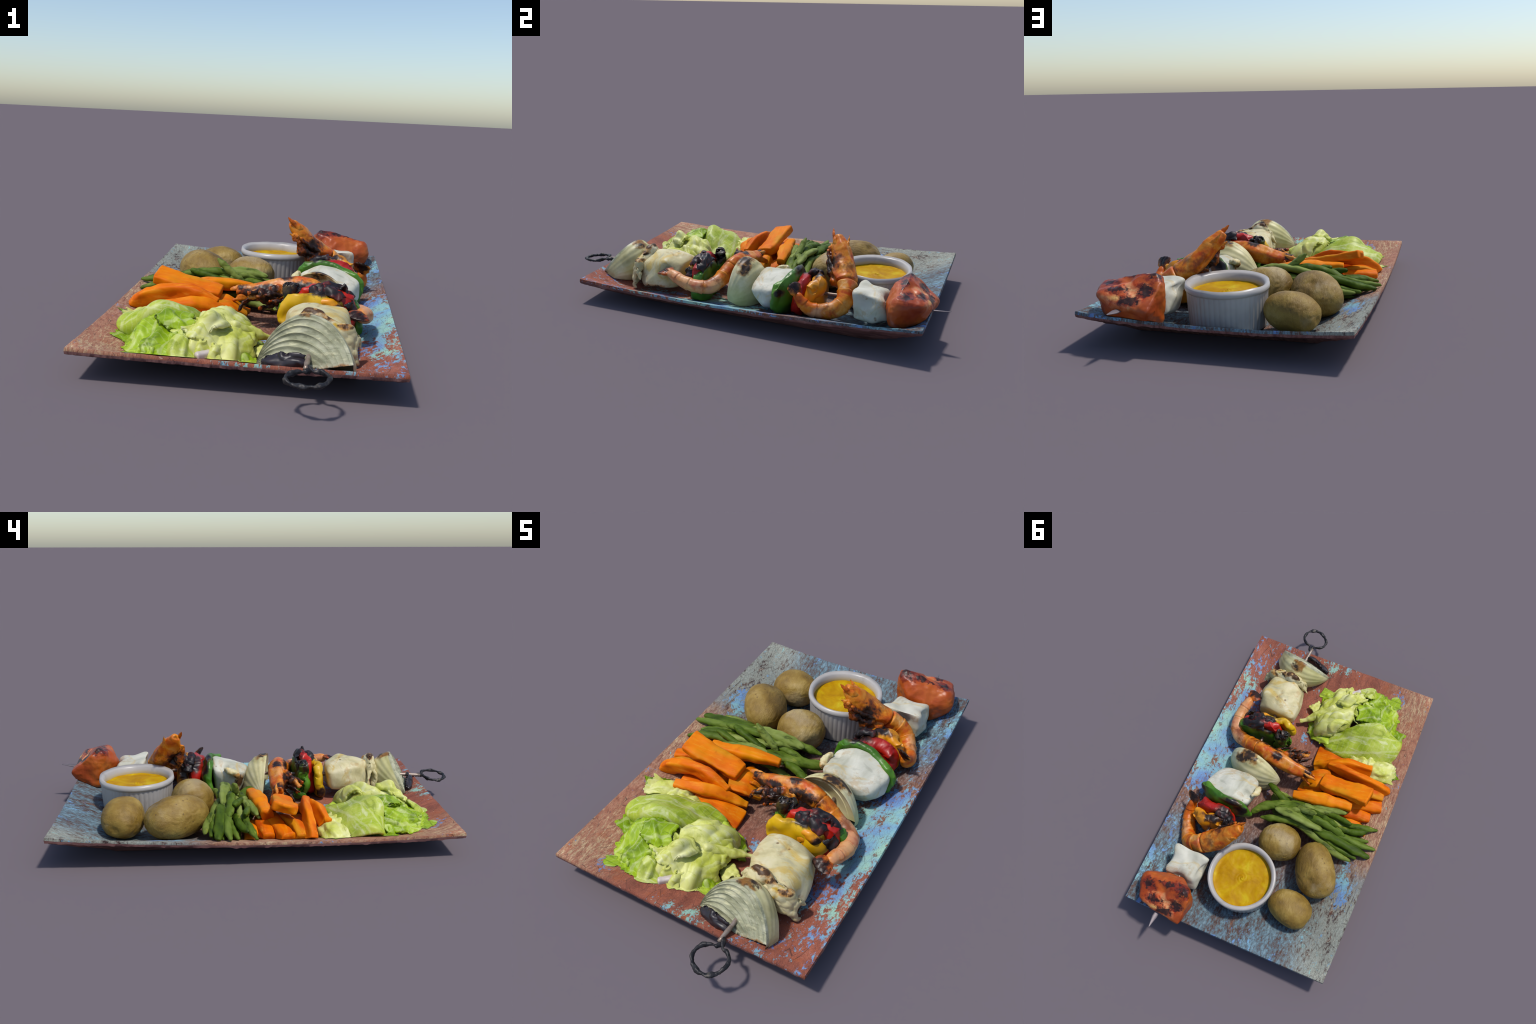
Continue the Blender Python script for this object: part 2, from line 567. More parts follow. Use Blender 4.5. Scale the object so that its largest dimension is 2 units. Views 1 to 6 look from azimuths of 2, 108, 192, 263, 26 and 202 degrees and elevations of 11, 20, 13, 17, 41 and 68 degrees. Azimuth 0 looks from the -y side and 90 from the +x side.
def build_platter():
    n, m = 150, 190
    lip = 0.025
    uu, vv = np.linspace(-1, 1, n), np.linspace(-1, 1, m)
    u, v = np.meshgrid(uu, vv, indexing="ij")
    top = np.concatenate([plan(u, v), floor_z(u, v)[..., None]], -1)
    top[..., 2] += 0.0016 * fbm(top, 18, 3, 3)
    ub, vb = np.where(u > 0, 0.76, 0.665), np.where(v > 0, 0.715, 0.72)    # the flat foot is off centre
    du = np.clip((np.abs(u) - ub) / (1 - ub), 0, 1) ** np.where(u > 0, 1.0, 0.85)
    dv = np.clip((np.abs(v) - vb) / (1 - vb), 0, 1) ** np.where(v > 0, 0.85, 1.0)
    d = np.maximum(du, dv)
    bz = (rim_z(u, v) - lip) * d
    bz = np.minimum(bz, floor_z(u, v) - 0.012)
    bz = np.where(d > 0, np.maximum(bz, 0), 0)
    bot = np.concatenate([plan(u * 0.992, v * 0.994), bz[..., None]], -1)
    bot[..., 2] += np.where(d > 0, 0.003 * fbm(bot * V3(1, 1, 0.2), 30, 8, 3) * sstep(d, 0, 0.3), 0)
    K = n * m
    ring = [i * m for i in range(n)] + [(n - 1) * m + j for j in range(1, m)] + [i * m + m - 1 for i in range(n - 2, -1, -1)] + [j for j in range(m - 2, 0, -1)]
    T, B = top.reshape(-1, 3), bot.reshape(-1, 3)
    extra, rows = [], []
    out = unit(np.c_[T[ring][:, :2] - T.mean(0)[:2], np.zeros(len(ring))])
    # rounded lip between the top edge and the underside edge, with a chipped lower border
    chip = 0.006 * np.maximum(0, fbm(T[ring] * V3(1, 1, 0), 26, 31, 3))
    for k, (o, dz) in enumerate([(0.002, -0.004), (0.003, -0.012), (0.001, -0.022)]):
        extra.append(T[ring] + out * o + np.c_[np.zeros((len(ring), 2)), dz - chip * (k == 2)])
        rows.append(2 * K + k * len(ring))
    V = np.concatenate([T, B] + extra)
    L = len(ring)
    F = grid_faces(n, m)
    mi = [0] * len(F)
    fb = grid_faces(n, m, off=K, flip=True)
    F += fb
    mi += [1] * len(fb)
    idx = [np.array(ring)] + [np.arange(r, r + L) for r in rows] + [np.array(ring) + K]
    for k in range(len(idx) - 1):
        a, b = idx[k], idx[k + 1]
        for j in range(L):
            q = (j + 1) % L
            F.append([a[q], a[j], b[j], b[q]])
            mi.append(0 if k < 2 else 1)

    # --- painted wood
    p = Mat("weathered_painted_wood", rough=0.65, spec=0.2)
    x, y, z = p.sep()
    grain = p.vec(stretch=(2.4, 1.0, 1.0), rot=(0, 0, math.radians(-12)))
    streak = p.vec(stretch=(5.0, 1.0, 1.0), rot=(0, 0, math.radians(-10)))
    big = p.noise(2.2, 3)
    mid = p.noise(7, 6, 0.65, vec=grain)
    fine = p.noise(38, 5, 0.75, vec=grain)
    vfine = p.noise(120, 3, 0.7, vec=grain)
    red = p.ramp(p.math("ADD", p.math("MULTIPLY", mid, 0.6), p.math("MULTIPLY", vfine, 0.4)),
                 [(0.3, "#56302a"), (0.43, "#80493a"), (0.55, "#9a5a46"), (0.66, "#ac6c54"), (0.8, "#b8866c")])
    # grey-brown tone in the middle, orange-brown at the front left
    brown = p.ramp(fine, [(0.32, "#42302a"), (0.5, "#745848"), (0.68, "#a48c7c")])
    col = p.mix(p.math("MULTIPLY", p.step(y, -0.45, -0.1), 0.75), red, brown)
    # tan flaking paint on the front left
    tanmask = p.math("MULTIPLY", p.step(x, -0.22, -0.50), p.step(y, 0.55, 0.15))
    tfl = p.math("ADD", p.math("MULTIPLY", p.noise(26, 6, 0.75, vec=streak), 0.75), p.math("MULTIPLY", big, 0.25))
    tanfac = p.math("MULTIPLY", p.step(tfl, 0.47, 0.58), p.math("MULTIPLY", tanmask, p.step(p.noise(5, 3), 0.35, 0.6, 0.35, 1.0)))
    col = p.mix(p.math("MULTIPLY", tanmask, 0.6), col, p.ramp(fine, [(0.3, "#80503e"), (0.5, "#ac7a60"), (0.7, "#c49c7c")]))
    col = p.mix(p.math("MULTIPLY", tanfac, 0.9), col, p.ramp(vfine, [(0.3, "#a48662"), (0.5, "#c2a680"), (0.7, "#d4be98")]))
    orange = p.math("MULTIPLY", p.step(y, -0.45, -0.7), p.step(p.noise(8, 5, 0.65), 0.54, 0.66))
    col = p.mix(p.math("MULTIPLY", orange, 0.5), col, "#a85a34")
    # grey-teal and cream at the back
    backw = p.math("ADD", y, p.math("MULTIPLY", p.math("SUBTRACT", big, 0.5), 0.7))
    back = p.step(backw, 0.22, 0.55)
    teal = p.ramp(p.math("ADD", p.math("MULTIPLY", fine, 0.6), p.math("MULTIPLY", mid, 0.4)),
                  [(0.38, "#382c2a"), (0.45, "#5a4c48"), (0.50, "#56666e"), (0.57, "#6a8490"), (0.70, "#8ca0a4")])
    col = p.mix(p.math("MULTIPLY", back, p.step(mid, 0.30, 0.42)), col, teal)
    cream = p.math("MULTIPLY", p.math("MULTIPLY", p.step(x, -0.22, -0.46), p.step(y, 0.25, 0.6)), p.step(p.math("ADD", p.math("MULTIPLY", fine, 0.6), p.math("MULTIPLY", mid, 0.4)), 0.40, 0.5))
    col = p.mix(p.math("MULTIPLY", cream, 0.85), col, p.ramp(vfine, [(0.3, "#7a7c70"), (0.6, "#a2a292"), (0.8, "#bcb8a2")]))
    # sky-blue paint, thick on the right side and along the edges, sparse elsewhere
    blue = p.ramp(p.noise(4.5, 3), [(0.38, "#5878b0"), (0.47, "#6c94c0"), (0.55, "#7cacba"), (0.65, "#94c0ae")])
    c1 = p.math("ADD", p.step(x, 0.08, 0.40, 0.012, 0.088), p.math("MULTIPLY", p.math("MULTIPLY", p.step(x, 0.15, 0.4), p.spot((0.45, -0.08, 0.05), (0.45, 0.55, 0.5), 0.9, 0.2)), 0.075))
    c2 = p.step(y, 0.35, 0.80, 0.0, 0.04)
    c3 = p.math("MULTIPLY", p.spot((0.0, -0.80, 0.1), (0.22, 0.12, 0.5), 0.9, 0.2), 0.09)
    c4 = p.math("MULTIPLY", p.spot((0.0, -0.33, 0.03), (0.16, 0.08, 0.5), 0.9, 0.2), 0.10)
    c5 = p.math("MULTIPLY", p.spot((-0.46, 0.42, 0.1), (0.12, 0.28, 0.4), 0.9, 0.3), 0.11)
    c6 = p.math("MULTIPLY", p.spot((-0.40, -0.76, 0.1), (0.14, 0.08, 0.4), 0.9, 0.3), 0.08)
    cover = p.math("MAXIMUM", p.math("MAXIMUM", p.math("MAXIMUM", c1, c2), p.math("MAXIMUM", c3, c4)), p.math("MAXIMUM", c5, c6))
    patch = p.noise(5.5, 6, 0.70, 0.3, vec=grain)
    frag = p.noise(44, 6, 0.75, 0.5, vec=p.vec(stretch=(1.5, 1.0, 1.0)))
    patch = p.math("ADD", p.math("MULTIPLY", patch, 0.5), p.math("MULTIPLY", frag, 0.5))
    bm = p.step(p.math("ADD", patch, cover), 0.60, 0.635)
    col = p.mix(p.math("MULTIPLY", bm, 0.92), col, blue)
    # small pale flecks
    fl = p.step(p.noise(70, 4, 0.6), 0.68, 0.74)
    col = p.mix(p.math("MULTIPLY", fl, 0.55), col, "#c9b8a0")
    # fine dark cracks along the grain, a few long ones
    crk = p.voronoi(7, "DISTANCE_TO_EDGE", p.vec(stretch=(3.4, 0.9, 1), rot=(0, 0, math.radians(-6))))
    wob = p.noise(30, 3)
    cm = p.step(p.math("ADD", crk, p.math("MULTIPLY", wob, 0.03)), 0.026, 0.017)
    col = p.mix(p.math("MULTIPLY", cm, 0.7), col, "#3a2c2a")
    crk2 = p.voronoi(42, "DISTANCE_TO_EDGE", p.vec(stretch=(1.6, 1.0, 1)))
    col = p.mix(p.math("MULTIPLY", p.step(crk2, 0.05, 0.02), 0.25), col, "#4a3a38")
    p.set(col)
    p.bump(p.math("ADD", fine, p.math("MULTIPLY", bm, 0.6)), 0.35, 0.004)

    q = Mat("dusky_brown_underside", rough=0.75, spec=0.2)
    g = q.noise(9, 6, 0.65, vec=q.vec(stretch=(6, 1, 2), rot=(0, 0, 0.5)))
    q.set(q.ramp(g, [(0.3, "#4d3230"), (0.5, "#74504c"), (0.7, "#8e6860")]))
    q.bump(g, 0.4, 0.004)
    mesh_object("serving_platter", V, F, [p, q], origin=V3(0, 0, 0), mat_index=mi, sharp=50,
                label="rectangular wooden platter with flaking blue and red paint", category="platter")


# ================================================================== RAMEKIN
def build_ramekin():
    c = V3(0.057, 0.598, 0)
    root = empty("sauce_ramekin", (c[0], c[1], 0.03), "fluted white ramekin filled with mustard yellow sauce", "ramekin")
    prof = [(0.0, 0.030, 0), (0.140, 0.030, 0), (0.156, 0.032, 0), (0.162, 0.038, 1), (0.1645, 0.07, 1), (0.167, 0.11, 1), (0.169, 0.15, 1), (0.1705, 0.180, 1), (0.1715, 0.188, .6),
            (0.1755, 0.193, 0), (0.178, 0.200, 0), (0.1785, 0.210, 0), (0.176, 0.219, 0), (0.170, 0.2235, 0), (0.163, 0.2225, 0), (0.157, 0.216, 0),
            (0.153, 0.200, 0), (0.150, 0.17, 0), (0.147, 0.12, 0), (0.143, 0.06, 0), (0.130, 0.045, 0), (0.0, 0.045, 0)]
    P = spline([(r, z, k) for r, z, k in prof], 110)
    m = 400
    a = np.linspace(0, 2 * np.pi, m, endpoint=False)
    flute = 0.0026 * (np.abs(np.cos(a * 24)) ** 0.7 - 1.0) * 1.4
    flute = flute * (0.85 + 0.5 * perlin(np.stack([np.cos(a) * 6, np.sin(a) * 6, a * 0], 1), 1, 14))
    r = P[:, 0][:, None] + np.clip(P[:, 2], 0, 1)[:, None] * flute[None]
    r = r * (1 + 0.006 * perlin(np.stack([np.cos(a) * 1.6, np.sin(a) * 1.6, a * 0], 1), 1, 15)[None] * sstep(P[:, 0], 0.10, 0.14)[:, None])
    wob = 0.0022 * perlin(np.stack([np.cos(a) * 2.5, np.sin(a) * 2.5, a * 0], 1), 1, 4)
    zz = P[:, 1][:, None] + sstep(P[:, 1], 0.15, 0.22)[:, None] * wob[None]
    V = np.stack([c[0] + r * np.cos(a), c[1] + r * np.sin(a), zz], -1).reshape(-1, 3)
    F = grid_faces(len(P), m, True, flip=True)
    w = Mat("glazed_white_china", rough=0.35, spec=0.4, coat=0.05, origin=(c[0], c[1], 0.03))
    x, y, z = w.sep()
    tint = w.ramp(w.noise(5, 4), [(0.3, "#98948f"), (0.55, "#aaa5a0"), (0.8, "#b8b2aa")])
    # sauce smear on the inner wall, just above the sauce
    dx = w.vec(loc=(-c[0], -c[1], 0))
    lx, ly, lz = w.sep(dx)
    rad = w.math("SQRT", w.math("ADD", w.math("MULTIPLY", lx, lx), w.math("MULTIPLY", ly, ly)))
    inside = w.step(rad, 0.155, 0.150)
    smear = w.math("MULTIPLY", inside, w.step(w.math("ADD", z, w.math("MULTIPLY", w.noise(9, 4), 0.03)), 0.222, 0.192))
    stain = w.step(w.noise(11, 6, 0.65, 0.8, vec=w.vec(stretch=(1, 1, 0.5))), 0.56, 0.72)
    tint = w.mix(w.math("MULTIPLY", stain, 0.4), tint, "#8c8478")
    w.set(w.mix(w.math("MULTIPLY", smear, 0.7), tint, "#b8a25a"))
    V, F = rest((V, F), 0.002)
    mesh_object("ramekin", V, F, w, parent=root, origin=V3(c[0], c[1], 0.03))
    # sauce: a disc with a swirl in the middle and a meniscus at the wall
    rr = np.linspace(0, 0.1512, 60)
    m2 = 180
    a = np.linspace(0, 2 * np.pi, m2, endpoint=False)
    R, A = np.meshgrid(rr, a, indexing="ij")
    Z = 0.176 + 0.003 * np.exp(-((0.150 - R) / 0.008) ** 2) + 0.0022 * np.cos(R * 380 - 2 * A) * np.exp(-(R / 0.022) ** 2) + 0.0045 * np.exp(-(R / 0.016) ** 2)
    XY = np.stack([c[0] + R * np.cos(A), c[1] + R * np.sin(A), Z], -1)
    XY[..., 2] += 0.003 * fbm(XY, 14, 5, 3)
    Vs = np.concatenate([XY.reshape(-1, 3), V3(c[0], c[1], 0.05)[None] + np.c_[0.14 * np.cos(a), 0.14 * np.sin(a), 0 * a]])
    Fs = grid_faces(60, m2, True, flip=False)
    Fs = [list(f) for f in Fs]
    k0, k1 = 59 * m2, 60 * m2
    Fs += [[k0 + j, k1 + j, k1 + (j + 1) % m2, k0 + (j + 1) % m2] for j in range(m2)]
    s = Mat("mustard_sauce", rough=0.5, spec=0.12, origin=(c[0], c[1], 0.05))
    f1 = s.noise(9, 5, 0.6, 1.2)
    s.set(s.ramp(f1, [(0.30, "#9a6c00"), (0.47, "#ac8000"), (0.60, "#b69204"), (0.75, "#c2ac24")]))
    s.bump(s.noise(60, 4), 0.2, 0.003)
    mesh_object("sauce", Vs, Fs, s, parent=root, origin=V3(c[0], c[1], 0.05))


# ================================================================== POTATOES
def build_potatoes():
    def skin(part):
        m = Mat("boiled_potato_skin", rough=0.5, spec=0.35, origin=base_of(part))
        n1 = m.noise(9, 5)
        col = m.ramp(n1, [(0.28, "#624a18"), (0.45, "#826628"), (0.58, "#957a38"), (0.75, "#ab925a")])
        dots = m.step(m.voronoi(34), 0.20, 0.08)
        spot = m.math("MULTIPLY", dots, m.step(m.noise(14, 2), 0.46, 0.54))
        col = m.mix(m.math("MULTIPLY", spot, 0.75), col, "#5d4420")
        brown = m.step(m.noise(6, 5, 0.65, vec=m.vec(loc=(4, 2, 1))), 0.50, 0.66)
        col = m.mix(m.math("MULTIPLY", brown, 0.5), col, "#6a4e1a")
        dry = m.step(m.noise(5, 4), 0.56, 0.70)
        col = m.mix(m.math("MULTIPLY", dry, 0.35), col, "#b8a888")
        m.set(col)
        wr = m.wave(30, 7, 4, 1.6, "X", m.vec(stretch=(1.6, 0.6, 1.2), rot=(0, 0, 0.5)))
        m.bump(wr, 0.10, 0.003)
        m.bump(m.noise(34, 6, 0.7, 1.5, vec=m.vec(stretch=(1.8, 0.7, 1.2))), 0.5, 0.006)
        m.bump(m.noise(70, 5, 0.7, 2.0, vec=m.vec(stretch=(2.0, 0.6, 1.2))), 0.3, 0.003)
        return m
    specs = [
        ((-0.285, 0.418, 0.125), (0.110, 0.149, 0.094), (0.90, 0.43, 0), 11, [((-0.279, 0.505, 0.2), 0.02)], 0.05),
        ((-0.056, 0.339, 0.122), (0.113, 0.101, 0.093), (0.95, 0.30, 0), 12, [((0.03, 0.27, 0.12), 0.03)], 0.0),
        ((-0.231, 0.652, 0.115), (0.116, 0.093, 0.085), (0.98, -0.18, 0), 13, [((-0.33, 0.69, 0.10), 0.02)], 0.0)]
    for c, r, x, seed, eyes, egg in specs:
        ax = frame(x, (0, 0, 1))
        def shape(L, d, r=r, egg=egg):
            k = 1 - egg * 2.2 * L[:, 1:2] / r[1] * -1
            return L * np.concatenate([k, np.ones_like(k), k * 0 + 1], 1)
        V, F = blob(c, r, ax, power=2.15, noise=0.012, nscale=5, seed=seed, warp=shape, octaves=2)
        for e, er in eyes:
            d2 = ((V - V3(*e)) ** 2).sum(1)
            V = V - unit(V - V3(*c)) * (0.010 * np.exp(-d2 / er ** 2))[:, None]
        N = unit(V - V3(*c))
        V = V + N * (0.0026 * (np.abs(perlin(V * V3(1.0, 0.35, 0.8) + 0.012 * np.stack([perlin(V, 16, 70), perlin(V, 16, 71), perlin(V, 16, 72)], 1), 46, seed)) - 0.25) + 0.0003 * fbm(V, 60, seed, 2))[:, None]
        V, F = rest((V, F))
        mesh_object("potato", V, F, skin((V, F)), label="small boiled potato with wrinkled tan skin", category="potato")


# ================================================================== CARROTS
def build_carrots():
    def mat(part, seed):
        m = Mat("roasted_carrot", rough=0.55, spec=0.12, origin=base_of(part))
        v = m.vec(stretch=(0.6, 2, 2), loc=(seed * 0.37, seed * 0.2, 0))
        n1 = m.noise(7, 4, vec=v)
        col = m.ramp(n1, [(0.30, "#b84800"), (0.45, "#d06200"), (0.6, "#da7600"), (0.75, "#d68600")])
        gold = m.step(m.noise(4.5, 3, vec=v), 0.5, 0.66)
        col = m.mix(m.math("MULTIPLY", gold, 0.7), col, "#bc8410")
        fib = m.noise(30, 4, 0.7, vec=m.vec(stretch=(0.25, 1.6, 1.6), rot=(0, 0, 0.1)))
        col = m.mix(m.math("MULTIPLY", m.step(fib, 0.52, 0.66), 0.35), col, "#e09a2c")
        col = m.mix(m.math("MULTIPLY", m.step(m.noise(16, 3), 0.62, 0.72), 0.35), col, "#a84206")
        edge = m.step(m.noise(10, 5, 0.7, vec=m.vec(loc=(seed, 3, 1))), 0.62, 0.74)
        col = m.mix(m.math("MULTIPLY", edge, 0.55), col, "#8a3400")
        m.set(col)
        m.bump(m.noise(22, 5, vec=m.vec(stretch=(0.5, 2, 2))), 0.25, 0.004)
        return m
    # path, half width along side, half thickness, side direction
    pieces = [
        ([(-0.155, -0.068, 0.136), (-0.24, -0.060, 0.152), (-0.35, -0.050, 0.180), (-0.440, -0.040, 0.200)], [0.044, 0.052, 0.055, 0.052], [0.022, 0.022, 0.024, 0.024], (0.02, 0.97, 0.28), 4.5),
        ([(-0.508, -0.140, 0.075), (-0.475, -0.142, 0.112), (-0.42, -0.146, 0.140), (-0.32, -0.152, 0.152), (-0.22, -0.168, 0.138), (-0.160, -0.180, 0.120)], [0.040, 0.036, 0.034, 0.034, 0.030, 0.022], [0.020, 0.022, 0.022, 0.02, 0.018, 0.014], (0.1, -0.25, 1), 4.0),
        ([(-0.40, -0.225, 0.105), (-0.25, -0.212, 0.110), (-0.075, -0.165, 0.062)], [0.040, 0.040, 0.030], [0.026, 0.026, 0.02], (0.1, -0.6, 1), 4.5),
        ([(-0.30, -0.250, 0.078), (-0.17, -0.252, 0.070), (-0.065, -0.248, 0.036)], [0.055, 0.055, 0.05], [0.016, 0.016, 0.012], (0.05, 1, 0.1), 5.0),
        ([(-0.36, 0.022, 0.140), (-0.20, 0.040, 0.148), (-0.09, 0.054, 0.143), (-0.030, 0.062, 0.138)], [0.030, 0.032, 0.028, 0.018], [0.030, 0.030, 0.026, 0.018], (0, 1, 0), 3.0),
        ([(-0.20, -0.115, 0.105), (-0.13, -0.085, 0.095), (-0.055, -0.055, 0.062)], [0.058, 0.06, 0.048], [0.020, 0.022, 0.018], (0.1, 1, 0.15), 4.5),
        ([(-0.512, -0.045, 0.085), (-0.40, -0.015, 0.095), (-0.26, 0.00, 0.10)], [0.030, 0.034, 0.03], [0.024, 0.026, 0.02], (0.2, 1, 0), 3.6),
        ([(-0.470, 0.030, 0.075), (-0.36, 0.042, 0.088), (-0.25, 0.05, 0.09)], [0.028, 0.032, 0.028], [0.026, 0.028, 0.02], (0, 1, 0), 3.2),
        ([(-0.478, 0.122, 0.062), (-0.40, 0.10, 0.07), (-0.28, 0.08, 0.07)], [0.022, 0.026, 0.024], [0.018, 0.02, 0.018], (0, 1, 0), 3.0),
        ([(-0.505, -0.095, 0.085), (-0.42, -0.09, 0.10), (-0.28, -0.06, 0.09)], [0.026, 0.036, 0.03], [0.024, 0.028, 0.02], (0.2, 1, 0.2), 3.6),
        ([(-0.44, 0.06, 0.06), (-0.35, 0.00, 0.065), (-0.2, -0.02, 0.06)], [0.05, 0.06, 0.05], [0.022, 0.026, 0.02], (0, 1, 0), 3.6),
        ([(-0.40, -0.11, 0.06), (-0.3, -0.14, 0.065), (-0.16, -0.16, 0.05)], [0.06, 0.06, 0.05], [0.026, 0.026, 0.02], (0, 1, 0), 3.6),
        ([(-0.18, 0.02, 0.075), (-0.12, -0.01, 0.065), (-0.04, -0.03, 0.05)], [0.035, 0.035, 0.03], [0.020, 0.02, 0.015], (0, 1, 0), 3.6),
    ]
    for k, (path, w, h, side, pw) in enumerate(pieces):
        wedge = lambda s, a, k=k: 1 - 0.10 * np.cos(a * 2 + k) * np.cos(s * 3 + k) + 0.05 * np.sin(s * 9 + 2 * k)
        part = loft(path, w, h, side, n=80, m=44, power=pw * 1.15, round_ends=(0.16, 0.16), noise=0.012, nscale=7, seed=20 + k, modulate=wedge)
        part = rest(part)
        mesh_object("carrot_slice", *part, mat(part, k), label="bright orange slice of cooked carrot", category="carrot")


# ================================================================== BEANS
def build_beans():
    def mat(part, seed):
        m = Mat("green_bean_skin", rough=0.55, spec=0.15, origin=base_of(part))
        v = m.vec(loc=(seed * 0.31, 0, seed * 0.17), stretch=(0.7, 2, 2))
        shades = [("#344404", "#50641a", "#728236"), ("#2a3c02", "#43580e", "#627426"), ("#4e5c1a", "#6c7a34", "#8c9850")][seed % 3]
        col = m.ramp(m.noise(8, 4, vec=v), [(0.3, shades[0]), (0.5, shades[1]), (0.72, shades[2])])
        col = m.mix(m.math("MULTIPLY", m.step(m.noise(11, 3, vec=v), 0.64, 0.74), 0.45), col, "#a9a840")
        m.set(col)
        m.colour = m.mix(m.math("MULTIPLY", m.step(m.noise(16, 5, 0.65, vec=v), 0.44, 0.34), 0.6), m.colour, "#1e2c04")
        m.bump(m.noise(30, 4), 0.2, 0.003)
        return m
    #  path, widest half width, half thickness
    T = [
        ([(-0.553, 0.203, 0.120), (-0.45, 0.206, 0.128), (-0.324, 0.198, 0.150), (-0.206, 0.200, 0.148)], 0.020, 0.017),
        ([(-0.536, 0.255, 0.117), (-0.43, 0.238, 0.128), (-0.318, 0.222, 0.150), (-0.20, 0.212, 0.150)], 0.030, 0.019),
        ([(-0.447, 0.304, 0.108), (-0.358, 0.290, 0.110), (-0.236, 0.249, 0.130), (-0.132, 0.216, 0.140), (-0.045, 0.205, 0.128)], 0.022, 0.018),
        ([(-0.533, 0.089, 0.107), (-0.457, 0.109, 0.125), (-0.376, 0.120, 0.130), (-0.26, 0.112, 0.128)], 0.020, 0.016),
        ([(-0.485, 0.120, 0.124), (-0.417, 0.150, 0.130), (-0.30, 0.160, 0.135)], 0.020, 0.017),
        ([(0.032, 0.176, 0.168), (-0.06, 0.184, 0.186), (-0.156, 0.196, 0.178), (-0.26, 0.204, 0.160)], 0.028, 0.018),
        ([(0.158, 0.224, 0.085), (0.104, 0.170, 0.103), (0.021, 0.136, 0.118), (-0.066, 0.114, 0.134), (-0.16, 0.098, 0.135)], 0.030, 0.024),
        ([(0.125, 0.028, 0.105), (0.071, 0.060, 0.118), (0.02, 0.09, 0.118), (-0.05, 0.12, 0.11)], 0.022, 0.020),
        ([(-0.200, 0.158, 0.246), (-0.165, 0.148, 0.215), (-0.12, 0.138, 0.180), (-0.075, 0.125, 0.150)], 0.018, 0.018),
        ([(-0.120, 0.168, 0.176), (-0.207, 0.170, 0.184), (-0.286, 0.180, 0.175), (-0.38, 0.200, 0.145)], 0.022, 0.018),
        ([(-0.322, 0.168, 0.186), (-0.277, 0.151, 0.176), (-0.218, 0.136, 0.165), (-0.13, 0.115, 0.14)], 0.020, 0.018),
        ([(-0.350, 0.055, 0.130), (-0.209, 0.104, 0.150), (-0.122, 0.098, 0.140), (-0.031, 0.090, 0.115)], 0.018, 0.016),
        ([(0.098, 0.236, 0.110), (0.004, 0.221, 0.138), (-0.092, 0.210, 0.150), (-0.19, 0.206, 0.138)], 0.022, 0.018),
        ([(-0.390, 0.126, 0.166), (-0.299, 0.107, 0.150), (-0.20, 0.095, 0.128)], 0.017, 0.017),
        ([(-0.345, 0.066, 0.142), (-0.246, 0.079, 0.150), (-0.15, 0.088, 0.142)], 0.018, 0.015),
        ([(-0.445, 0.262, 0.075), (-0.34, 0.250, 0.085), (-0.2, 0.220, 0.09)], 0.020, 0.018),
        ([(-0.48, 0.17, 0.085), (-0.36, 0.165, 0.095), (-0.22, 0.16, 0.10)], 0.026, 0.020),
        ([(0.060, 0.045, 0.060), (-0.02, 0.072, 0.072), (-0.12, 0.10, 0.08)], 0.022, 0.018),
        ([(-0.40, 0.22, 0.10), (-0.30, 0.19, 0.11), (-0.16, 0.17, 0.115)], 0.026, 0.02),
        ([(0.06, 0.22, 0.06), (-0.05, 0.19, 0.085), (-0.2, 0.15, 0.09)], 0.026, 0.02),
        ([(0.075, 0.05, 0.05), (0.05, 0.12, 0.055), (0.0, 0.2, 0.055)], 0.028, 0.012),
        ([(-0.500, 0.230, 0.100), (-0.40, 0.222, 0.112), (-0.28, 0.205, 0.135), (-0.17, 0.19, 0.15)], 0.018, 0.015),
        ([(-0.470, 0.280, 0.105), (-0.38, 0.264, 0.112), (-0.27, 0.236, 0.135)], 0.018, 0.015),
        ([(-0.440, 0.140, 0.105), (-0.33, 0.140, 0.130), (-0.20, 0.140, 0.155), (-0.09, 0.15, 0.15)], 0.018, 0.015),
        ([(-0.250, 0.175, 0.185), (-0.15, 0.168, 0.170), (-0.04, 0.150, 0.150), (0.05, 0.15, 0.125)], 0.019, 0.015),
        ([(-0.300, 0.090, 0.110), (-0.18, 0.080, 0.110), (-0.06, 0.070, 0.095)], 0.018, 0.015),
        ([(-0.140, 0.130, 0.165), (-0.07, 0.155, 0.175), (0.01, 0.19, 0.150)], 0.017, 0.014),
        ([(-0.505, 0.165, 0.100), (-0.42, 0.185, 0.120), (-0.31, 0.195, 0.140)], 0.016, 0.014),
    ]
    rng = np.random.default_rng(4)
    for k, (path, w, h) in enumerate(T):
        w, h = w * 0.88, h * 0.88
        ph = rng.uniform(0, 6)
        bumps = lambda s, a, ph=ph: (0.35 + 0.65 * np.minimum(1, np.minimum(s / 0.22, (1 - s) / 0.16)) ** 0.8) * (1 + 0.04 * np.sin(s * 26 + ph))
        path = [(a_, b_, c_ - 0.005) for a_, b_, c_ in path]
        part = loft(path, w, h, (rng.normal() * 0.25, 1, 0.15 + rng.normal() * 0.2), n=64, m=24, round_ends=(0.6, 0.6), noise=0.003, nscale=22, seed=60 + k, modulate=bumps, power=2.2)
        part = rest(part)
        mesh_object("green_bean", *part, mat(part, k), label="cooked green bean pod, tapered at both ends", category="green bean")


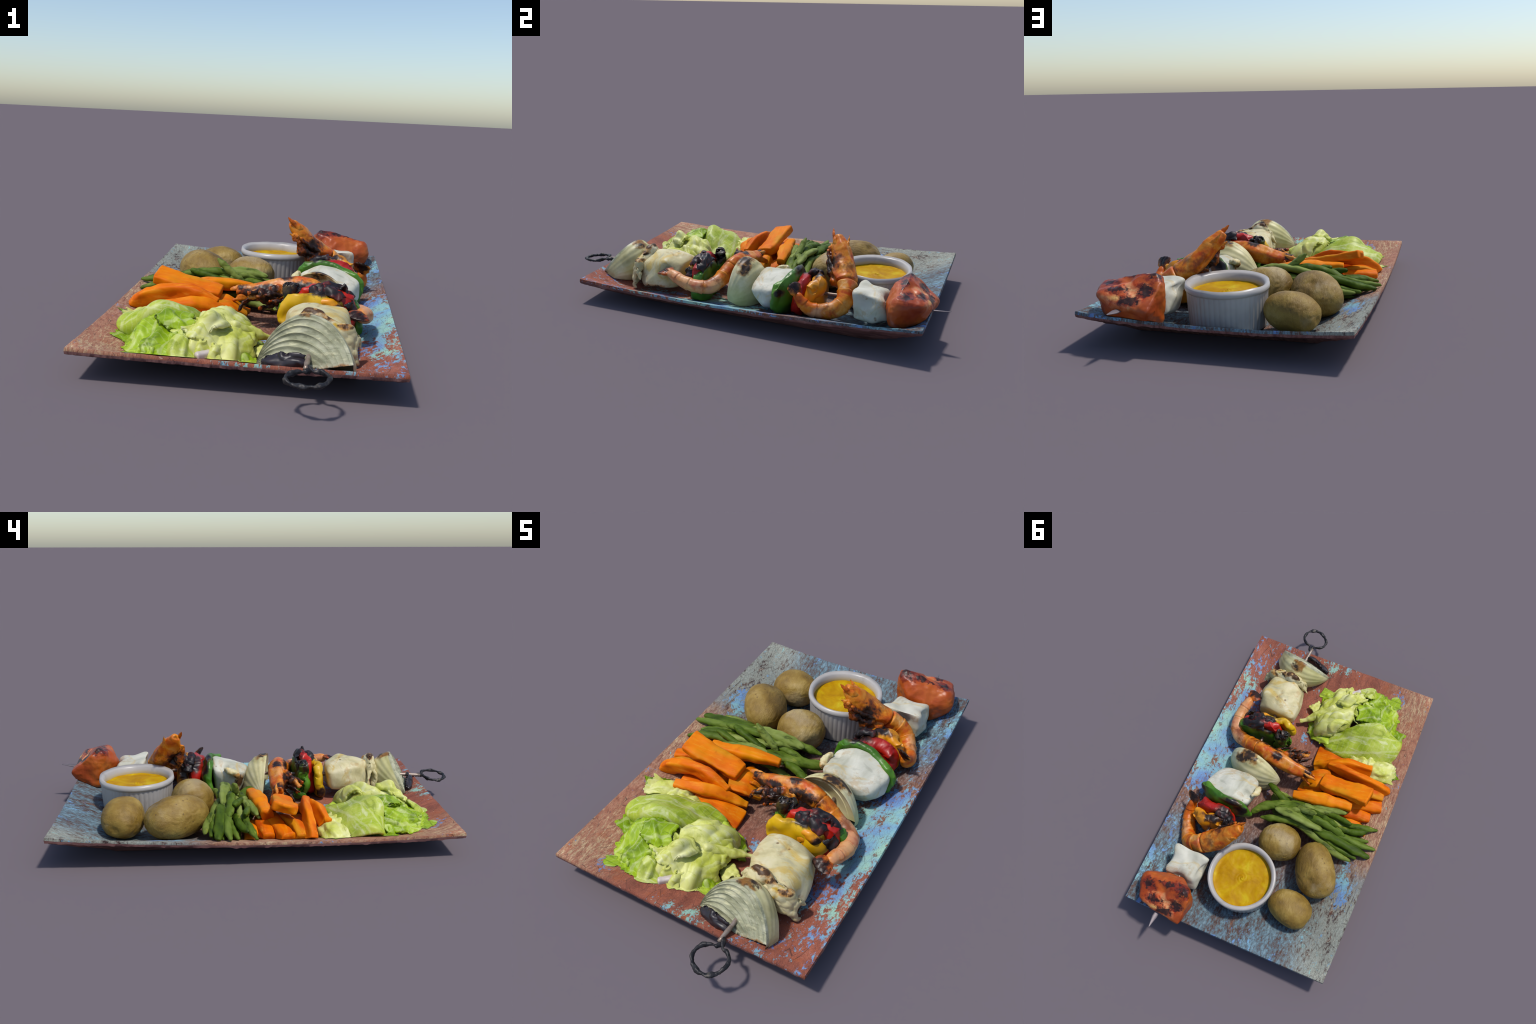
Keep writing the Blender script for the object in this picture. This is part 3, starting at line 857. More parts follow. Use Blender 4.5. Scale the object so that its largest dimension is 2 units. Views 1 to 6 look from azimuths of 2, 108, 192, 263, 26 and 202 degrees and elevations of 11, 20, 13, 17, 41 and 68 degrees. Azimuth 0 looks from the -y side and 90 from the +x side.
# ================================================================== CABBAGE
def build_cabbage():
    root = empty("steamed_cabbage", (-0.26, -0.48, 0.03), "heap of steamed pale green cabbage leaves", "cabbage")

    def mat(part, pale, seed, axis=(1, 0.2, 0)):
        m = Mat("steamed_cabbage_leaf", rough=0.45, spec=0.35, translucent=0.12, origin=base_of(part))
        greens = [("#567200", "#7c9a00", "#9cb816", "#b8ca48"), ("#7c920c", "#a2b42c", "#bcc656", "#d0d284"), ("#a8b030", "#c6ca5c", "#d8d884", "#e4e2b0")][pale]
        v = m.vec(loc=(seed * 0.7, seed * 0.3, 0))
        n1 = m.noise(6, 5, 0.6, 0.5, vec=v)
        col = m.ramp(n1, [(0.28, greens[0]), (0.44, greens[1]), (0.58, greens[2]), (0.74, greens[3])])
        ang = math.atan2(axis[1], axis[0])
        w = m.wave(4.2, 5.0, 3, 1.3, "X", m.vec(rot=(0, 0.3, -ang + math.pi / 2), loc=(seed, 0, 0)))
        vein = m.step(w, 0.90, 0.985)
        col = m.mix(m.math("MULTIPLY", vein, 0.30), col, "#dcdca6")
        w2 = m.wave(13, 6.0, 3, 1.3, "X", m.vec(rot=(0, 0.2, -ang + 0.5), loc=(seed * 2, 0, 0)))
        col = m.mix(m.math("MULTIPLY", m.step(w2, 0.88, 0.99), 0.14), col, "#d6d8a4")
        yel = m.step(m.noise(5, 3, vec=m.vec(loc=(3 + seed, 1, 0))), 0.56, 0.70)
        col = m.mix(m.math("MULTIPLY", yel, 0.5), col, "#d2cf40" if pale else "#a8bd18")
        stre = m.noise(16, 5, 0.65, 0.8, vec=m.vec(rot=(0, 0, -ang), loc=(seed, 1, 0), stretch=(0.4, 1.6, 1.2)))
        col = m.mix(m.math("MULTIPLY", m.step(stre, 0.54, 0.68), 0.5), col, "#e2e2b8" if pale else "#b6c848")
        col = m.mix(m.math("MULTIPLY", m.step(stre, 0.46, 0.34), 0.55), col, ("#4a6200", "#6c8004", "#98a018")[pale])
        m.set(col)
        m.bump(stre, 0.25, 0.005)
        m.bump(w, 0.22, 0.003)
        m.bump(m.noise(30, 4), 0.15, 0.003)
        return m

    def leaf(ctrl, thick, pale, seed, axis=(1, 0.2, 0), **k):
        part = sheet(ctrl, thick, seed=seed, **k)
        part = rest((part[0] - V3(0, 0, 0.008), part[1]), 0.003)
        mesh_object("cabbage_leaf", *part, mat(part, pale, seed, axis), parent=root)

    # broad green leaf fanning down to the front left
    leaf([[(-0.41, -0.46, 0.105), (-0.37, -0.47, 0.150), (-0.31, -0.47, 0.158), (-0.24, -0.48, 0.14)],
          [(-0.455, -0.555, 0.072), (-0.395, -0.56, 0.115), (-0.335, -0.57, 0.140), (-0.25, -0.57, 0.125)],
          [(-0.440, -0.635, 0.045), (-0.375, -0.65, 0.075), (-0.32, -0.66, 0.100), (-0.24, -0.66, 0.098)],
          [(-0.405, -0.690, 0.04), (-0.36, -0.715, 0.045), (-0.30, -0.732, 0.050), (-0.23, -0.725, 0.055)]],
         0.014, 0, 3, (0.3, 1, 0), ragged=0.014, crease=[((0.25, 1), 11, 0.026), ((0.6, 1), 22, 0.008)], rib=[(0.35, 0.45, 0.05, 0.007)], n=90, m=90)
    # bright folded leaf above it
    leaf([[(-0.375, -0.49, 0.150), (-0.30, -0.475, 0.168), (-0.22, -0.48, 0.158)],
          [(-0.352, -0.55, 0.168), (-0.29, -0.545, 0.176), (-0.21, -0.535, 0.165)],
          [(-0.340, -0.588, 0.160), (-0.28, -0.598, 0.138), (-0.20, -0.585, 0.125)]],
         0.014, 0, 5, (1, 0.5, 0), ragged=0.012, rib=[(0.2, 0.8, 0.07, 0.009)], crease=[((1, 0.5), 13, 0.018)], n=64, m=64)
    # long thick rib leaf rolled across the middle
    leaf([[(-0.48, -0.33, 0.060), (-0.40, -0.30, 0.090), (-0.30, -0.275, 0.090), (-0.20, -0.265, 0.08), (-0.10, -0.27, 0.050)],
          [(-0.505, -0.385, 0.095), (-0.42, -0.355, 0.135), (-0.31, -0.335, 0.142), (-0.21, -0.318, 0.118), (-0.105, -0.31, 0.078)],
          [(-0.510, -0.430, 0.100), (-0.43, -0.42, 0.152), (-0.325, -0.415, 0.176), (-0.22, -0.385, 0.150), (-0.10, -0.345, 0.085)],
          [(-0.495, -0.452, 0.085), (-0.44, -0.466, 0.120), (-0.345, -0.466, 0.182), (-0.23, -0.435, 0.150), (-0.11, -0.390, 0.078)],
          [(-0.46, -0.450, 0.055), (-0.42, -0.468, 0.075), (-0.33, -0.470, 0.140), (-0.23, -0.45, 0.115), (-0.12, -0.42, 0.055)]],
         0.024, 1, 7, (1, 0.35, 0), rib=[(0.42, 0.50, 0.09, 0.007), (0.70, 0.72, 0.05, 0.005)], crease=[((1, 0.3), 9, 0.016)], n=80, m=100)
    # crinkled yellow leaf next to the carrots
    leaf([[(-0.525, -0.20, 0.055), (-0.42, -0.190, 0.075), (-0.33, -0.205, 0.070), (-0.24, -0.24, 0.055)],
          [(-0.530, -0.255, 0.075), (-0.43, -0.240, 0.112), (-0.34, -0.250, 0.110), (-0.24, -0.27, 0.090)],
          [(-0.520, -0.32, 0.065), (-0.44, -0.31, 0.105), (-0.34, -0.31, 0.108), (-0.235, -0.31, 0.090)]],
         0.012, 2, 9, (1, 0.3, 0), crinkle=0.006, cscale=24, ragged=0.012, crease=[((0.3, 1), 18, 0.014), ((1, 0.2), 26, 0.006)], n=80, m=90)
    # pale crumpled heart leaf, front right of the heap: the broad outer wrap
    leaf([[(-0.200, -0.690, 0.040), (-0.15, -0.708, 0.038), (-0.09, -0.700, 0.038), (-0.03, -0.655, 0.038), (0.00, -0.580, 0.035)],
          [(-0.222, -0.655, 0.100), (-0.16, -0.680, 0.095), (-0.10, -0.668, 0.098), (-0.045, -0.612, 0.085), (-0.005, -0.545, 0.068)],
          [(-0.232, -0.612, 0.145), (-0.175, -0.625, 0.165), (-0.115, -0.608, 0.140), (-0.065, -0.545, 0.122), (0.01, -0.490, 0.078)],
          [(-0.215, -0.565, 0.140), (-0.165, -0.570, 0.165), (-0.115, -0.530, 0.162), (-0.07, -0.475, 0.148), (0.015, -0.440, 0.080)],
          [(-0.205, -0.500, 0.115), (-0.175, -0.475, 0.150), (-0.120, -0.445, 0.165), (-0.08, -0.400, 0.148), (0.00, -0.390, 0.055)],
          [(-0.190, -0.455, 0.070), (-0.15, -0.415, 0.090), (-0.11, -0.385, 0.080), (-0.06, -0.360, 0.060), (-0.02, -0.350, 0.028)]],
         0.024, 2, 11, (0.7, 1, 0), ragged=0.010, n=110, m=110, crease=[((0.8, 1), 9, 0.030), ((1, -0.2), 15, 0.014), ((0.5, 1), 28, 0.006)], rib=[(0.55, 0.95, 0.06, 0.010)])
    # its torn upper lip, rising to a peak
    leaf([[(-0.245, -0.625, 0.162), (-0.200, -0.585, 0.170), (-0.165, -0.555, 0.172), (-0.15, -0.50, 0.160)],
          [(-0.228, -0.645, 0.150), (-0.190, -0.615, 0.160), (-0.152, -0.590, 0.206), (-0.115, -0.53, 0.175)],
          [(-0.205, -0.665, 0.125), (-0.165, -0.640, 0.130), (-0.122, -0.612, 0.158), (-0.08, -0.55, 0.145)]],
         0.014, 2, 13, (1, 1, 0), ragged=0.010, crease=[((0.6, 1), 17, 0.018)], n=60, m=60)
    # ear of the same leaf at the back, and the stalk that runs out to the right
    leaf([[(-0.200, -0.455, 0.150), (-0.150, -0.455, 0.165), (-0.10, -0.455, 0.150)],
          [(-0.165, -0.425, 0.172), (-0.120, -0.425, 0.174), (-0.078, -0.425, 0.158)],
          [(-0.140, -0.398, 0.138), (-0.095, -0.392, 0.158), (-0.055, -0.400, 0.142)],
          [(-0.115, -0.378, 0.085), (-0.070, -0.372, 0.105), (-0.035, -0.390, 0.085)]],
         0.015, 2, 14, (0.5, 1, 0), ragged=0.008, crease=[((0.5, 1), 15, 0.014)], n=50, m=50)
    stalk = rest(loft([(-0.10, -0.51, 0.130), (-0.05, -0.485, 0.118), (0.01, -0.455, 0.092), (0.06, -0.425, 0.070), (0.095, -0.408, 0.058)], [0.042, 0.034, 0.026, 0.020, 0.010], [0.022, 0.02, 0.016, 0.012, 0.006], (0.3, -0.8, 0.5), n=60, m=28, power=2.6, noise=0.010, nscale=12, seed=16))
    mesh_object("cabbage_leaf_stalk", *stalk, mat(stalk, 2, 16, (1, 0.5, 0)), parent=root)
    # small upright folds at the front
    leaf([[(-0.285, -0.670, 0.060), (-0.272, -0.655, 0.135), (-0.235, -0.645, 0.142), (-0.19, -0.655, 0.100)],
          [(-0.275, -0.715, 0.050), (-0.258, -0.708, 0.100), (-0.225, -0.700, 0.090), (-0.185, -0.685, 0.065)],
          [(-0.262, -0.742, 0.055), (-0.238, -0.738, 0.078), (-0.212, -0.728, 0.055), (-0.18, -0.708, 0.045)]],
         0.013, 1, 15, (0.2, 1, 0), ragged=0.008, crease=[((0.2, 1), 16, 0.016)], n=60, m=60)
    # leaf flap at the right, lying towards the middle of the platter
    leaf([[(-0.13, -0.30, 0.080), (-0.06, -0.305, 0.072), (0.00, -0.335, 0.030)],
          [(-0.13, -0.38, 0.100), (-0.055, -0.375, 0.075), (0.035, -0.370, 0.028)],
          [(-0.10, -0.45, 0.090), (-0.03, -0.45, 0.055), (0.05, -0.43, 0.028)]],
         0.010, 0, 17, (0.4, 1, 0), ragged=0.020, crease=[((0.8, -0.4), 16, 0.016)], n=60, m=60)
    # tight ruffles between the big leaves: pleated sheets standing on edge
    rng = np.random.default_rng(12)
    ruffles = [((-0.38, -0.535, 0.085), (0.07, -0.05), 0), ((-0.20, -0.56, 0.115), (0.06, 0.08), 1), ((-0.135, -0.475, 0.125), (0.07, 0.05), 2),
               ((-0.28, -0.625, 0.095), (0.08, -0.02), 0), ((-0.085, -0.61, 0.075), (0.06, 0.06), 2), ((-0.17, -0.66, 0.085), (0.07, -0.02), 2),
               ((-0.34, -0.68, 0.060), (0.07, -0.02), 0)]
    for k, ((x, y, z), (ax, ay), pale) in enumerate(ruffles):
        c, A = V3(x, y, z), V3(ax, ay, 0.0)
        side = unit(V3(-ay, ax, 0)) * 0.030
        rows = []
        for i, h in enumerate((-0.045, 0.0, 0.032, 0.044)):
            row = []
            for j in range(7):
                t = j / 3 - 1
                pleat = (0.016 + 0.004 * i) * (-1) ** j * (0.4 + 0.3 * i) * 0.8
                row.append(c + A * t * (1 - 0.06 * i) + V3(0, 0, h * (1 - 0.45 * t * t)) + unit(side) * (pleat + 0.022 * (i - 1.5)) + rng.normal(size=3) * 0.004)
            rows.append(row)
        leaf(rows, 0.010, pale, 50 + k, (ax, ay, 0), ragged=0.008, crease=[((ax, ay), 20, 0.006)], n=40, m=80, up=(side[0], side[1], 0.3))
    # frilly green scraps round the foot of the heap
    scraps = [((-0.400, -0.690, 0.055), 0.038, 0.034), ((-0.02, -0.60, 0.045), 0.045, 0.035), ((-0.005, -0.635, 0.035), 0.04, 0.03), ((-0.46, -0.49, 0.055), 0.05, 0.05), ((0.02, -0.52, 0.05), 0.05, 0.04), ((-0.47, -0.25, 0.045), 0.06, 0.06)]
    for k, ((x, y, z), a, b) in enumerate(scraps):
        t = k * 1.3 + 0.4
        X, Y = V3(math.cos(t), math.sin(t), 0.25) * a, V3(-math.sin(t), math.cos(t), 0.1) * b
        c = V3(x, y, z)
        leaf([[c + i * X + j * Y + V3(0, 0, 0.018 * (1 - i * i) - 0.012 * j * j) for j in (-1, 0, 1)] for i in (-1, 0, 1)],
             0.012, 0 if k != 4 else 2, 31 + k, (math.cos(t), math.sin(t), 0), fold=0.012, fscale=26, ragged=0.014, n=36, m=36)
    # packed leaves that fill the inside of the heap
    fill = merge(blob((-0.33, -0.42, 0.050), (0.13, 0.17, 0.070), noise=0.02, nscale=9, seed=5, sub=5),
                 blob((-0.12, -0.55, 0.050), (0.08, 0.11, 0.070), noise=0.02, nscale=9, seed=6, sub=5))
    mesh_object("cabbage_heart", *rest(fill), mat(fill, 1, 21), parent=root)
    stub = loft([(-0.186, -0.706, 0.078), (-0.16, -0.685, 0.078), (-0.12, -0.65, 0.078)], 0.016, 0.014, (0, 0, 1), n=24, m=20, power=3, noise=0.004, seed=9)
    sm = Mat("cabbage_stalk_flesh", rough=0.4, origin=base_of(stub))
    sm.set(sm.ramp(sm.noise(12, 3), [(0.3, "#a89a90"), (0.7, "#c4b8b0")]))
    mesh_object("cabbage_stalk", *stub, sm, parent=root)


# ================================================================== SKEWER
def onion_wedge(A, B, M, up, back, depth_up, depth_back, layers, cup, seed, end=0.8, power=0.6, n=90, m=46, rows=60, relief=0.012):
    """A wedge of onion.  Every layer arches from the root A to its own end on the line M..B,
    so the cut face shows nested arcs; the outermost layer sweeps round from `up` to `back`."""
    A, B, M = V3(*A), V3(*B), V3(*M)
    up, back = unit(V3(*up)), unit(V3(*back))
    t = np.linspace(0, 1, n)
    swell = np.clip(np.sin(np.pi * (0.985 * t)), 0, 1) ** power
    bulge = np.sin(np.pi * end * t) ** power
    mid = A[None] + (B - A)[None] * t[:, None]
    th = np.linspace(0, 1, m) * math.radians(115)
    skin = mid[:, None] + (up[None, None] * (np.cos(th) * depth_up)[None, :, None] * swell[:, None, None] + back[None, None] * (np.sin(th) * depth_back)[None, :, None] * bulge[:, None, None])
    out = unit(skin - mid[:, None])
    skin = skin + out * (0.006 * fbm(skin, 7, seed, 2) + 0.0016 * np.sin(th * 24)[None] * swell[:, None])[..., None]

    def cut(edge, nrm, deep=1.0):
        f = np.linspace(1, 0, rows)
        E = M[None] + (B - M)[None] * f[:, None]
        axis = A[None, None] + (E - A)[:, None] * t[None, :, None]
        P = axis + (edge - mid)[None] * f[:, None, None]
        saw = (f * layers + 0.06 * np.sin(f * 40)) % 1.0
        rel = (relief * deep * (saw ** 2.0 - 0.3) * sstep(f, 1.0, 0.95) * (f > 0.04))[:, None] * swell[None]
        dish = (-cup * (1 - f ** 2.2))[:, None] * swell[None] ** 0.8
        P = P + nrm * (rel + dish)[..., None]
        return P + nrm * (0.004 * fbm(P, 14, seed + 4, 2) * sstep(f, 1.0, 0.9)[:, None] * swell[None])[..., None]
    front = cut(skin[:, 0], -back)
    lower = skin[:, -1]
    nb = unit(np.cross(unit(B - A), unit(lower[n // 2] - mid[n // 2])))
    if nb @ up > 0:
        nb = -nb
    under = cut(lower, nb, deep=0.4)
    # blunt neck end, where the layers were cut across
    k = 12
    g = np.linspace(1, 0, k)
    neck = mid[-1][None, None] + (skin[-1] - mid[-1])[None] * g[:, None, None]
    return merge((skin.reshape(-1, 3), grid_faces(n, m)), (front.reshape(-1, 3), grid_faces(rows, n)),
                 (under.reshape(-1, 3), grid_faces(rows, n, flip=True)), (neck.reshape(-1, 3), grid_faces(k, m)))


def fix_normals(part):
    import bmesh
    me = bpy.data.meshes.new("tmp")
    me.from_pydata(part[0].tolist(), [], part[1])
    bm = bmesh.new()
    bm.from_mesh(me)
    bmesh.ops.remove_doubles(bm, verts=bm.verts, dist=0.0004)
    bmesh.ops.recalc_face_normals(bm, faces=bm.faces)
    bm.verts.index_update()
    V = np.array([v.co[:] for v in bm.verts])
    F = [[v.index for v in f.verts] for f in bm.faces]
    bm.free()
    bpy.data.meshes.remove(me)
    return V, F


def onion_mat(part, char, seed, face=None):
    m = Mat("grilled_onion", rough=0.45, spec=0.35, sub=0.05, origin=base_of(part))
    v = m.vec(stretch=(1, 2, 2), loc=(seed, 0, 0))
    col = m.ramp(m.noise(7, 4, vec=v), [(0.3, "#a89e6c"), (0.5, "#c4ba8a"), (0.7, "#dad0a8")])
    col = m.mix(m.math("MULTIPLY", m.step(m.noise(4, 3), 0.5, 0.7), 0.4), col, "#c6c27c")
    if face:            # the cut side is greyer and more glassy than the outer skin, with pale layer borders
        q, nn = face
        nn = unit(V3(*nn))
        d = m.t.nodes.new("ShaderNodeVectorMath")
        d.operation = "DOT_PRODUCT"
        m.t.links.new(m.co, d.inputs[0])
        d.inputs[1].default_value = nn
        k = m.step(d.outputs["Value"], float(nn @ V3(*q)) - 0.012, float(nn @ V3(*q)) - 0.004)
        cutc = m.ramp(m.noise(12, 4, vec=v), [(0.3, "#86866a"), (0.5, "#a0a084"), (0.7, "#bcbaa0")])
        st = m.noise(34, 4, 0.7, vec=m.vec(stretch=(0.35, 1, 1.6)))
        cutc = m.mix(m.math("MULTIPLY", m.step(st, 0.52, 0.64), 0.55), cutc, "#d2cda8")
        cutc = m.mix(m.math("MULTIPLY", m.step(st, 0.46, 0.36), 0.5), cutc, "#66684e")
        col = m.mix(k, col, cutc)
    m.set(col)
    m.char(char, brown="#8a5a1c", scale=26, rag=1.0)
    m.bump(m.noise(22, 4, vec=v), 0.15, 0.003)
    return m


def fish_mat(part, char, seed, warm=0.5):
    m = Mat("grilled_white_fish", rough=0.5, spec=0.35, sub=0.05, origin=base_of(part))
    v = m.vec(loc=(seed, seed * 0.4, 0))
    a, b, c = [("#a89c70", "#c4b98c", "#d6ccaa"), ("#a2a08a", "#bcbaa8", "#cecbbc")][0 if warm > 0.5 else 1]
    col = m.ramp(m.noise(7, 4, 0.6, 0.6, vec=v), [(0.3, a), (0.48, b), (0.7, c)])
    y = m.step(m.noise(6, 4, 0.6, 1.0, vec=m.vec(loc=(seed + 4, 1, 2), stretch=(1, 2, 1.5))), 0.55, 0.66)
    col = m.mix(m.math("MULTIPLY", y, 0.75 * max(0.5, warm)), col, "#c09a20")
    rim = m.step(m.noise(13, 5, 0.7, 0.8, vec=m.vec(loc=(seed + 7, 3, 2))), 0.53, 0.66)
    col = m.mix(m.math("MULTIPLY", rim, 0.45), col, "#a8844a")
    grey = m.step(m.noise(9, 4, 0.6, 1.2, vec=m.vec(loc=(seed + 11, 0, 2), stretch=(1, 2, 1))), 0.56, 0.68)
    col = m.mix(m.math("MULTIPLY", grey, 0.35), col, "#8c8c7c")
    dots = m.math("MULTIPLY", m.step(m.voronoi(24), 0.20, 0.08), m.step(m.noise(9, 2, vec=v), 0.54, 0.6))
    col = m.mix(m.math("MULTIPLY", dots, 0.8), col, "#6b4a22")
    m.set(col)
    m.char(char, brown="#b07a34", black="#3a2210", scale=24, rag=1.0)
    m.bump(m.noise(22, 5, 0.6, 1.0, vec=m.vec(loc=(seed, 0, 0), stretch=(1, 2.2, 1.5))), 0.22, 0.004)
    return m


def pepper_mat(part, colours, char, seed):
    m = Mat("grilled_pepper", rough=0.42, spec=0.4, coat=0.06, origin=base_of(part))
    col = m.ramp(m.noise(7, 4, vec=m.vec(loc=(seed, 0, 0))), [(0.3, colours[0]), (0.55, colours[1]), (0.75, colours[2])])
    scorch = m.step(m.noise(12, 5, 0.7, 0.6, vec=m.vec(loc=(seed, 2, 5))), 0.60, 0.72)
    col = m.mix(m.math("MULTIPLY", scorch, 0.65), col, "#3c2008")
    m.set(col)
    m.char(char, brown="#4a2010", black="#100c0e", scale=16, rag=0.9, halo=1.25)
    m.bump(m.noise(24, 4), 0.2, 0.004)
    return m


YELLOW = ("#b98a00", "#cfa40a", "#d8b420")
AMBER = ("#c07808", "#d48a10", "#de9c1c")
RED = ("#7c0c06", "#a81608", "#c42a10")
GREEN = ("#2c5208", "#447414", "#5f8c24")


def prawn_mat(part, char, seed, pale=0.5):
    m = Mat("grilled_prawn_shell", rough=0.42, spec=0.3, coat=0.04, origin=base_of(part))
    v = m.vec(loc=(seed, seed * 0.3, 0))
    col = m.ramp(m.noise(11, 5, 0.65, 0.6, vec=v), [(0.28, "#9c3404"), (0.42, "#bc5a0a"), (0.54, "#cc7c1c"), (0.66, "#cf9248"), (0.78, "#ceaa84")])
    palem = m.step(m.noise(6, 4, 0.6, vec=m.vec(loc=(seed + 5, 2, 0))), 0.64 - 0.2 * pale, 0.76 - 0.2 * pale)
    col = m.mix(m.math("MULTIPLY", palem, 0.6), col, "#d2a47c")
    vein = m.step(m.noise(20, 5, 0.7, 1.5, vec=m.vec(loc=(seed + 3, 0, 1))), 0.56, 0.66)
    col = m.mix(m.math("MULTIPLY", vein, 0.6), col, "#c05a08")
    redm = m.step(m.noise(8, 4, 0.6, vec=m.vec(loc=(seed + 9, 1, 3))), 0.57, 0.68)
    col = m.mix(m.math("MULTIPLY", redm, 0.7), col, "#b0280a")
    br = m.step(m.noise(7, 5, 0.65, vec=m.vec(loc=(seed + 2, 4, 3))), 0.54, 0.66)
    col = m.mix(m.math("MULTIPLY", br, 0.7), col, "#56200a")
    m.set(col)
    m.char(char, brown="#5a2208", black="#120c0a", scale=26, rag=1.0)
    m.bump(m.noise(26, 5, vec=m.vec(stretch=(1, 1.6, 1.6))), 0.35, 0.005)
    return m


def build_prawn(parent, path, radii, split, side, deep, seed, char, tail_dir, legs, horns, pale):
    """path runs from the tail to the tip of the head; split = where the head begins (0..1)."""
    root = empty("grilled_prawn", path[len(path) // 2], parent=parent)
    P = spline([tuple(p) + (r,) for p, r in zip(path, radii)], 200)
    k = int(split * 200)
    seg = 6
    def shells(s, a):
        q = (s * seg) % 1.0
        return 1 + 0.10 * (q ** 2.5) - 0.04 * (q < 0.06) - 0.06 * sstep(np.cos(a), 0.2, 0.9)
    sides = side if np.ndim(side) == 2 else [side, side]
    S = spline(sides, 200) if len(sides) > 2 else np.linspace(0, 1, 200)[:, None] * (V3(*sides[1]) - V3(*sides[0])) + V3(*sides[0])
    body = loft(P[:k:4, :3], P[:k:4, 3] * deep, P[:k:4, 3], S[:k:4], n=120, m=40, round_ends=(1.0, 0.3), noise=0.003, nscale=14, seed=seed, modulate=shells)
    mesh_object("abdomen", *body, prawn_mat(body, char, seed, pale), parent=root)
    h = slice(k - 8, 200, 4)
    ridges = lambda s, a: 1 + 0.06 * np.cos(a * 5 + s * 2) * np.sin(s * np.pi) + 0.10 * np.cos(a * 3 + 1) * s ** 2
    head = loft(P[h, :3], P[h, 3] * deep * 1.05, P[h, 3] * 1.03, S[h], n=100, m=48, round_ends=(0.4, 0.3), noise=0.004, nscale=16, seed=seed + 1, modulate=ridges)
    mesh_object("head", *head, prawn_mat(head, char, seed + 2, pale * 0.3), parent=root)
    # tail fan: four overlapping blades
    blades = []
    t0 = V3(*path[0])
    td = unit(V3(*tail_dir))
    sd = unit(np.cross(td, V3(0.2, 0.3, 1)))
    for j, o in enumerate((-1, -0.35, 0.35, 1)):
        d = unit(td + sd * o * 0.45)
        a = t0 - td * 0.025
        blades.append(loft([a, a + d * 0.035 + V3(0, 0, 0.004 * j), a + d * 0.075], [0.010, 0.022, 0.018], [0.008, 0.009, 0.004], sd, n=30, m=16, round_ends=(0.5, 0.7), noise=0.004, nscale=40, seed=seed + j))
    fan = merge(*blades)
    mesh_object("tail_fan", *fan, prawn_mat(fan, char + [(tuple(t0 + td * 0.04), 0.05)], seed + 4, pale), parent=root)
    for j, pts in enumerate(legs):
        big = j == 0          # the first entry is the mass of folded walking legs under the head
        lg = loft(pts, [0.026, 0.032, 0.028, 0.008] if big else [0.012, 0.010, 0.005], [0.022, 0.026, 0.020, 0.006] if big else [0.008, 0.007, 0.004], (0.2, 0.3, 1), n=60 if big else 34, m=30 if big else 14, noise=0.016 if big else 0.006, nscale=26 if big else 50, seed=seed + 20 + j)
        mesh_object("leg", *lg, prawn_mat(lg, [(tuple(np.mean(pts, 0)), 0.06)], seed + 5 + j, 0), parent=root)
    for j, pts in enumerate(horns):
        hn = loft(pts, [0.022, 0.015, 0.004], [0.012, 0.009, 0.003], (0.1, 0.2, 1), n=34, m=16, noise=0.005, nscale=40, seed=seed + 30 + j)
        mesh_object("antenna", *hn, prawn_mat(hn, [], seed + 8 + j, 0.1), parent=root)


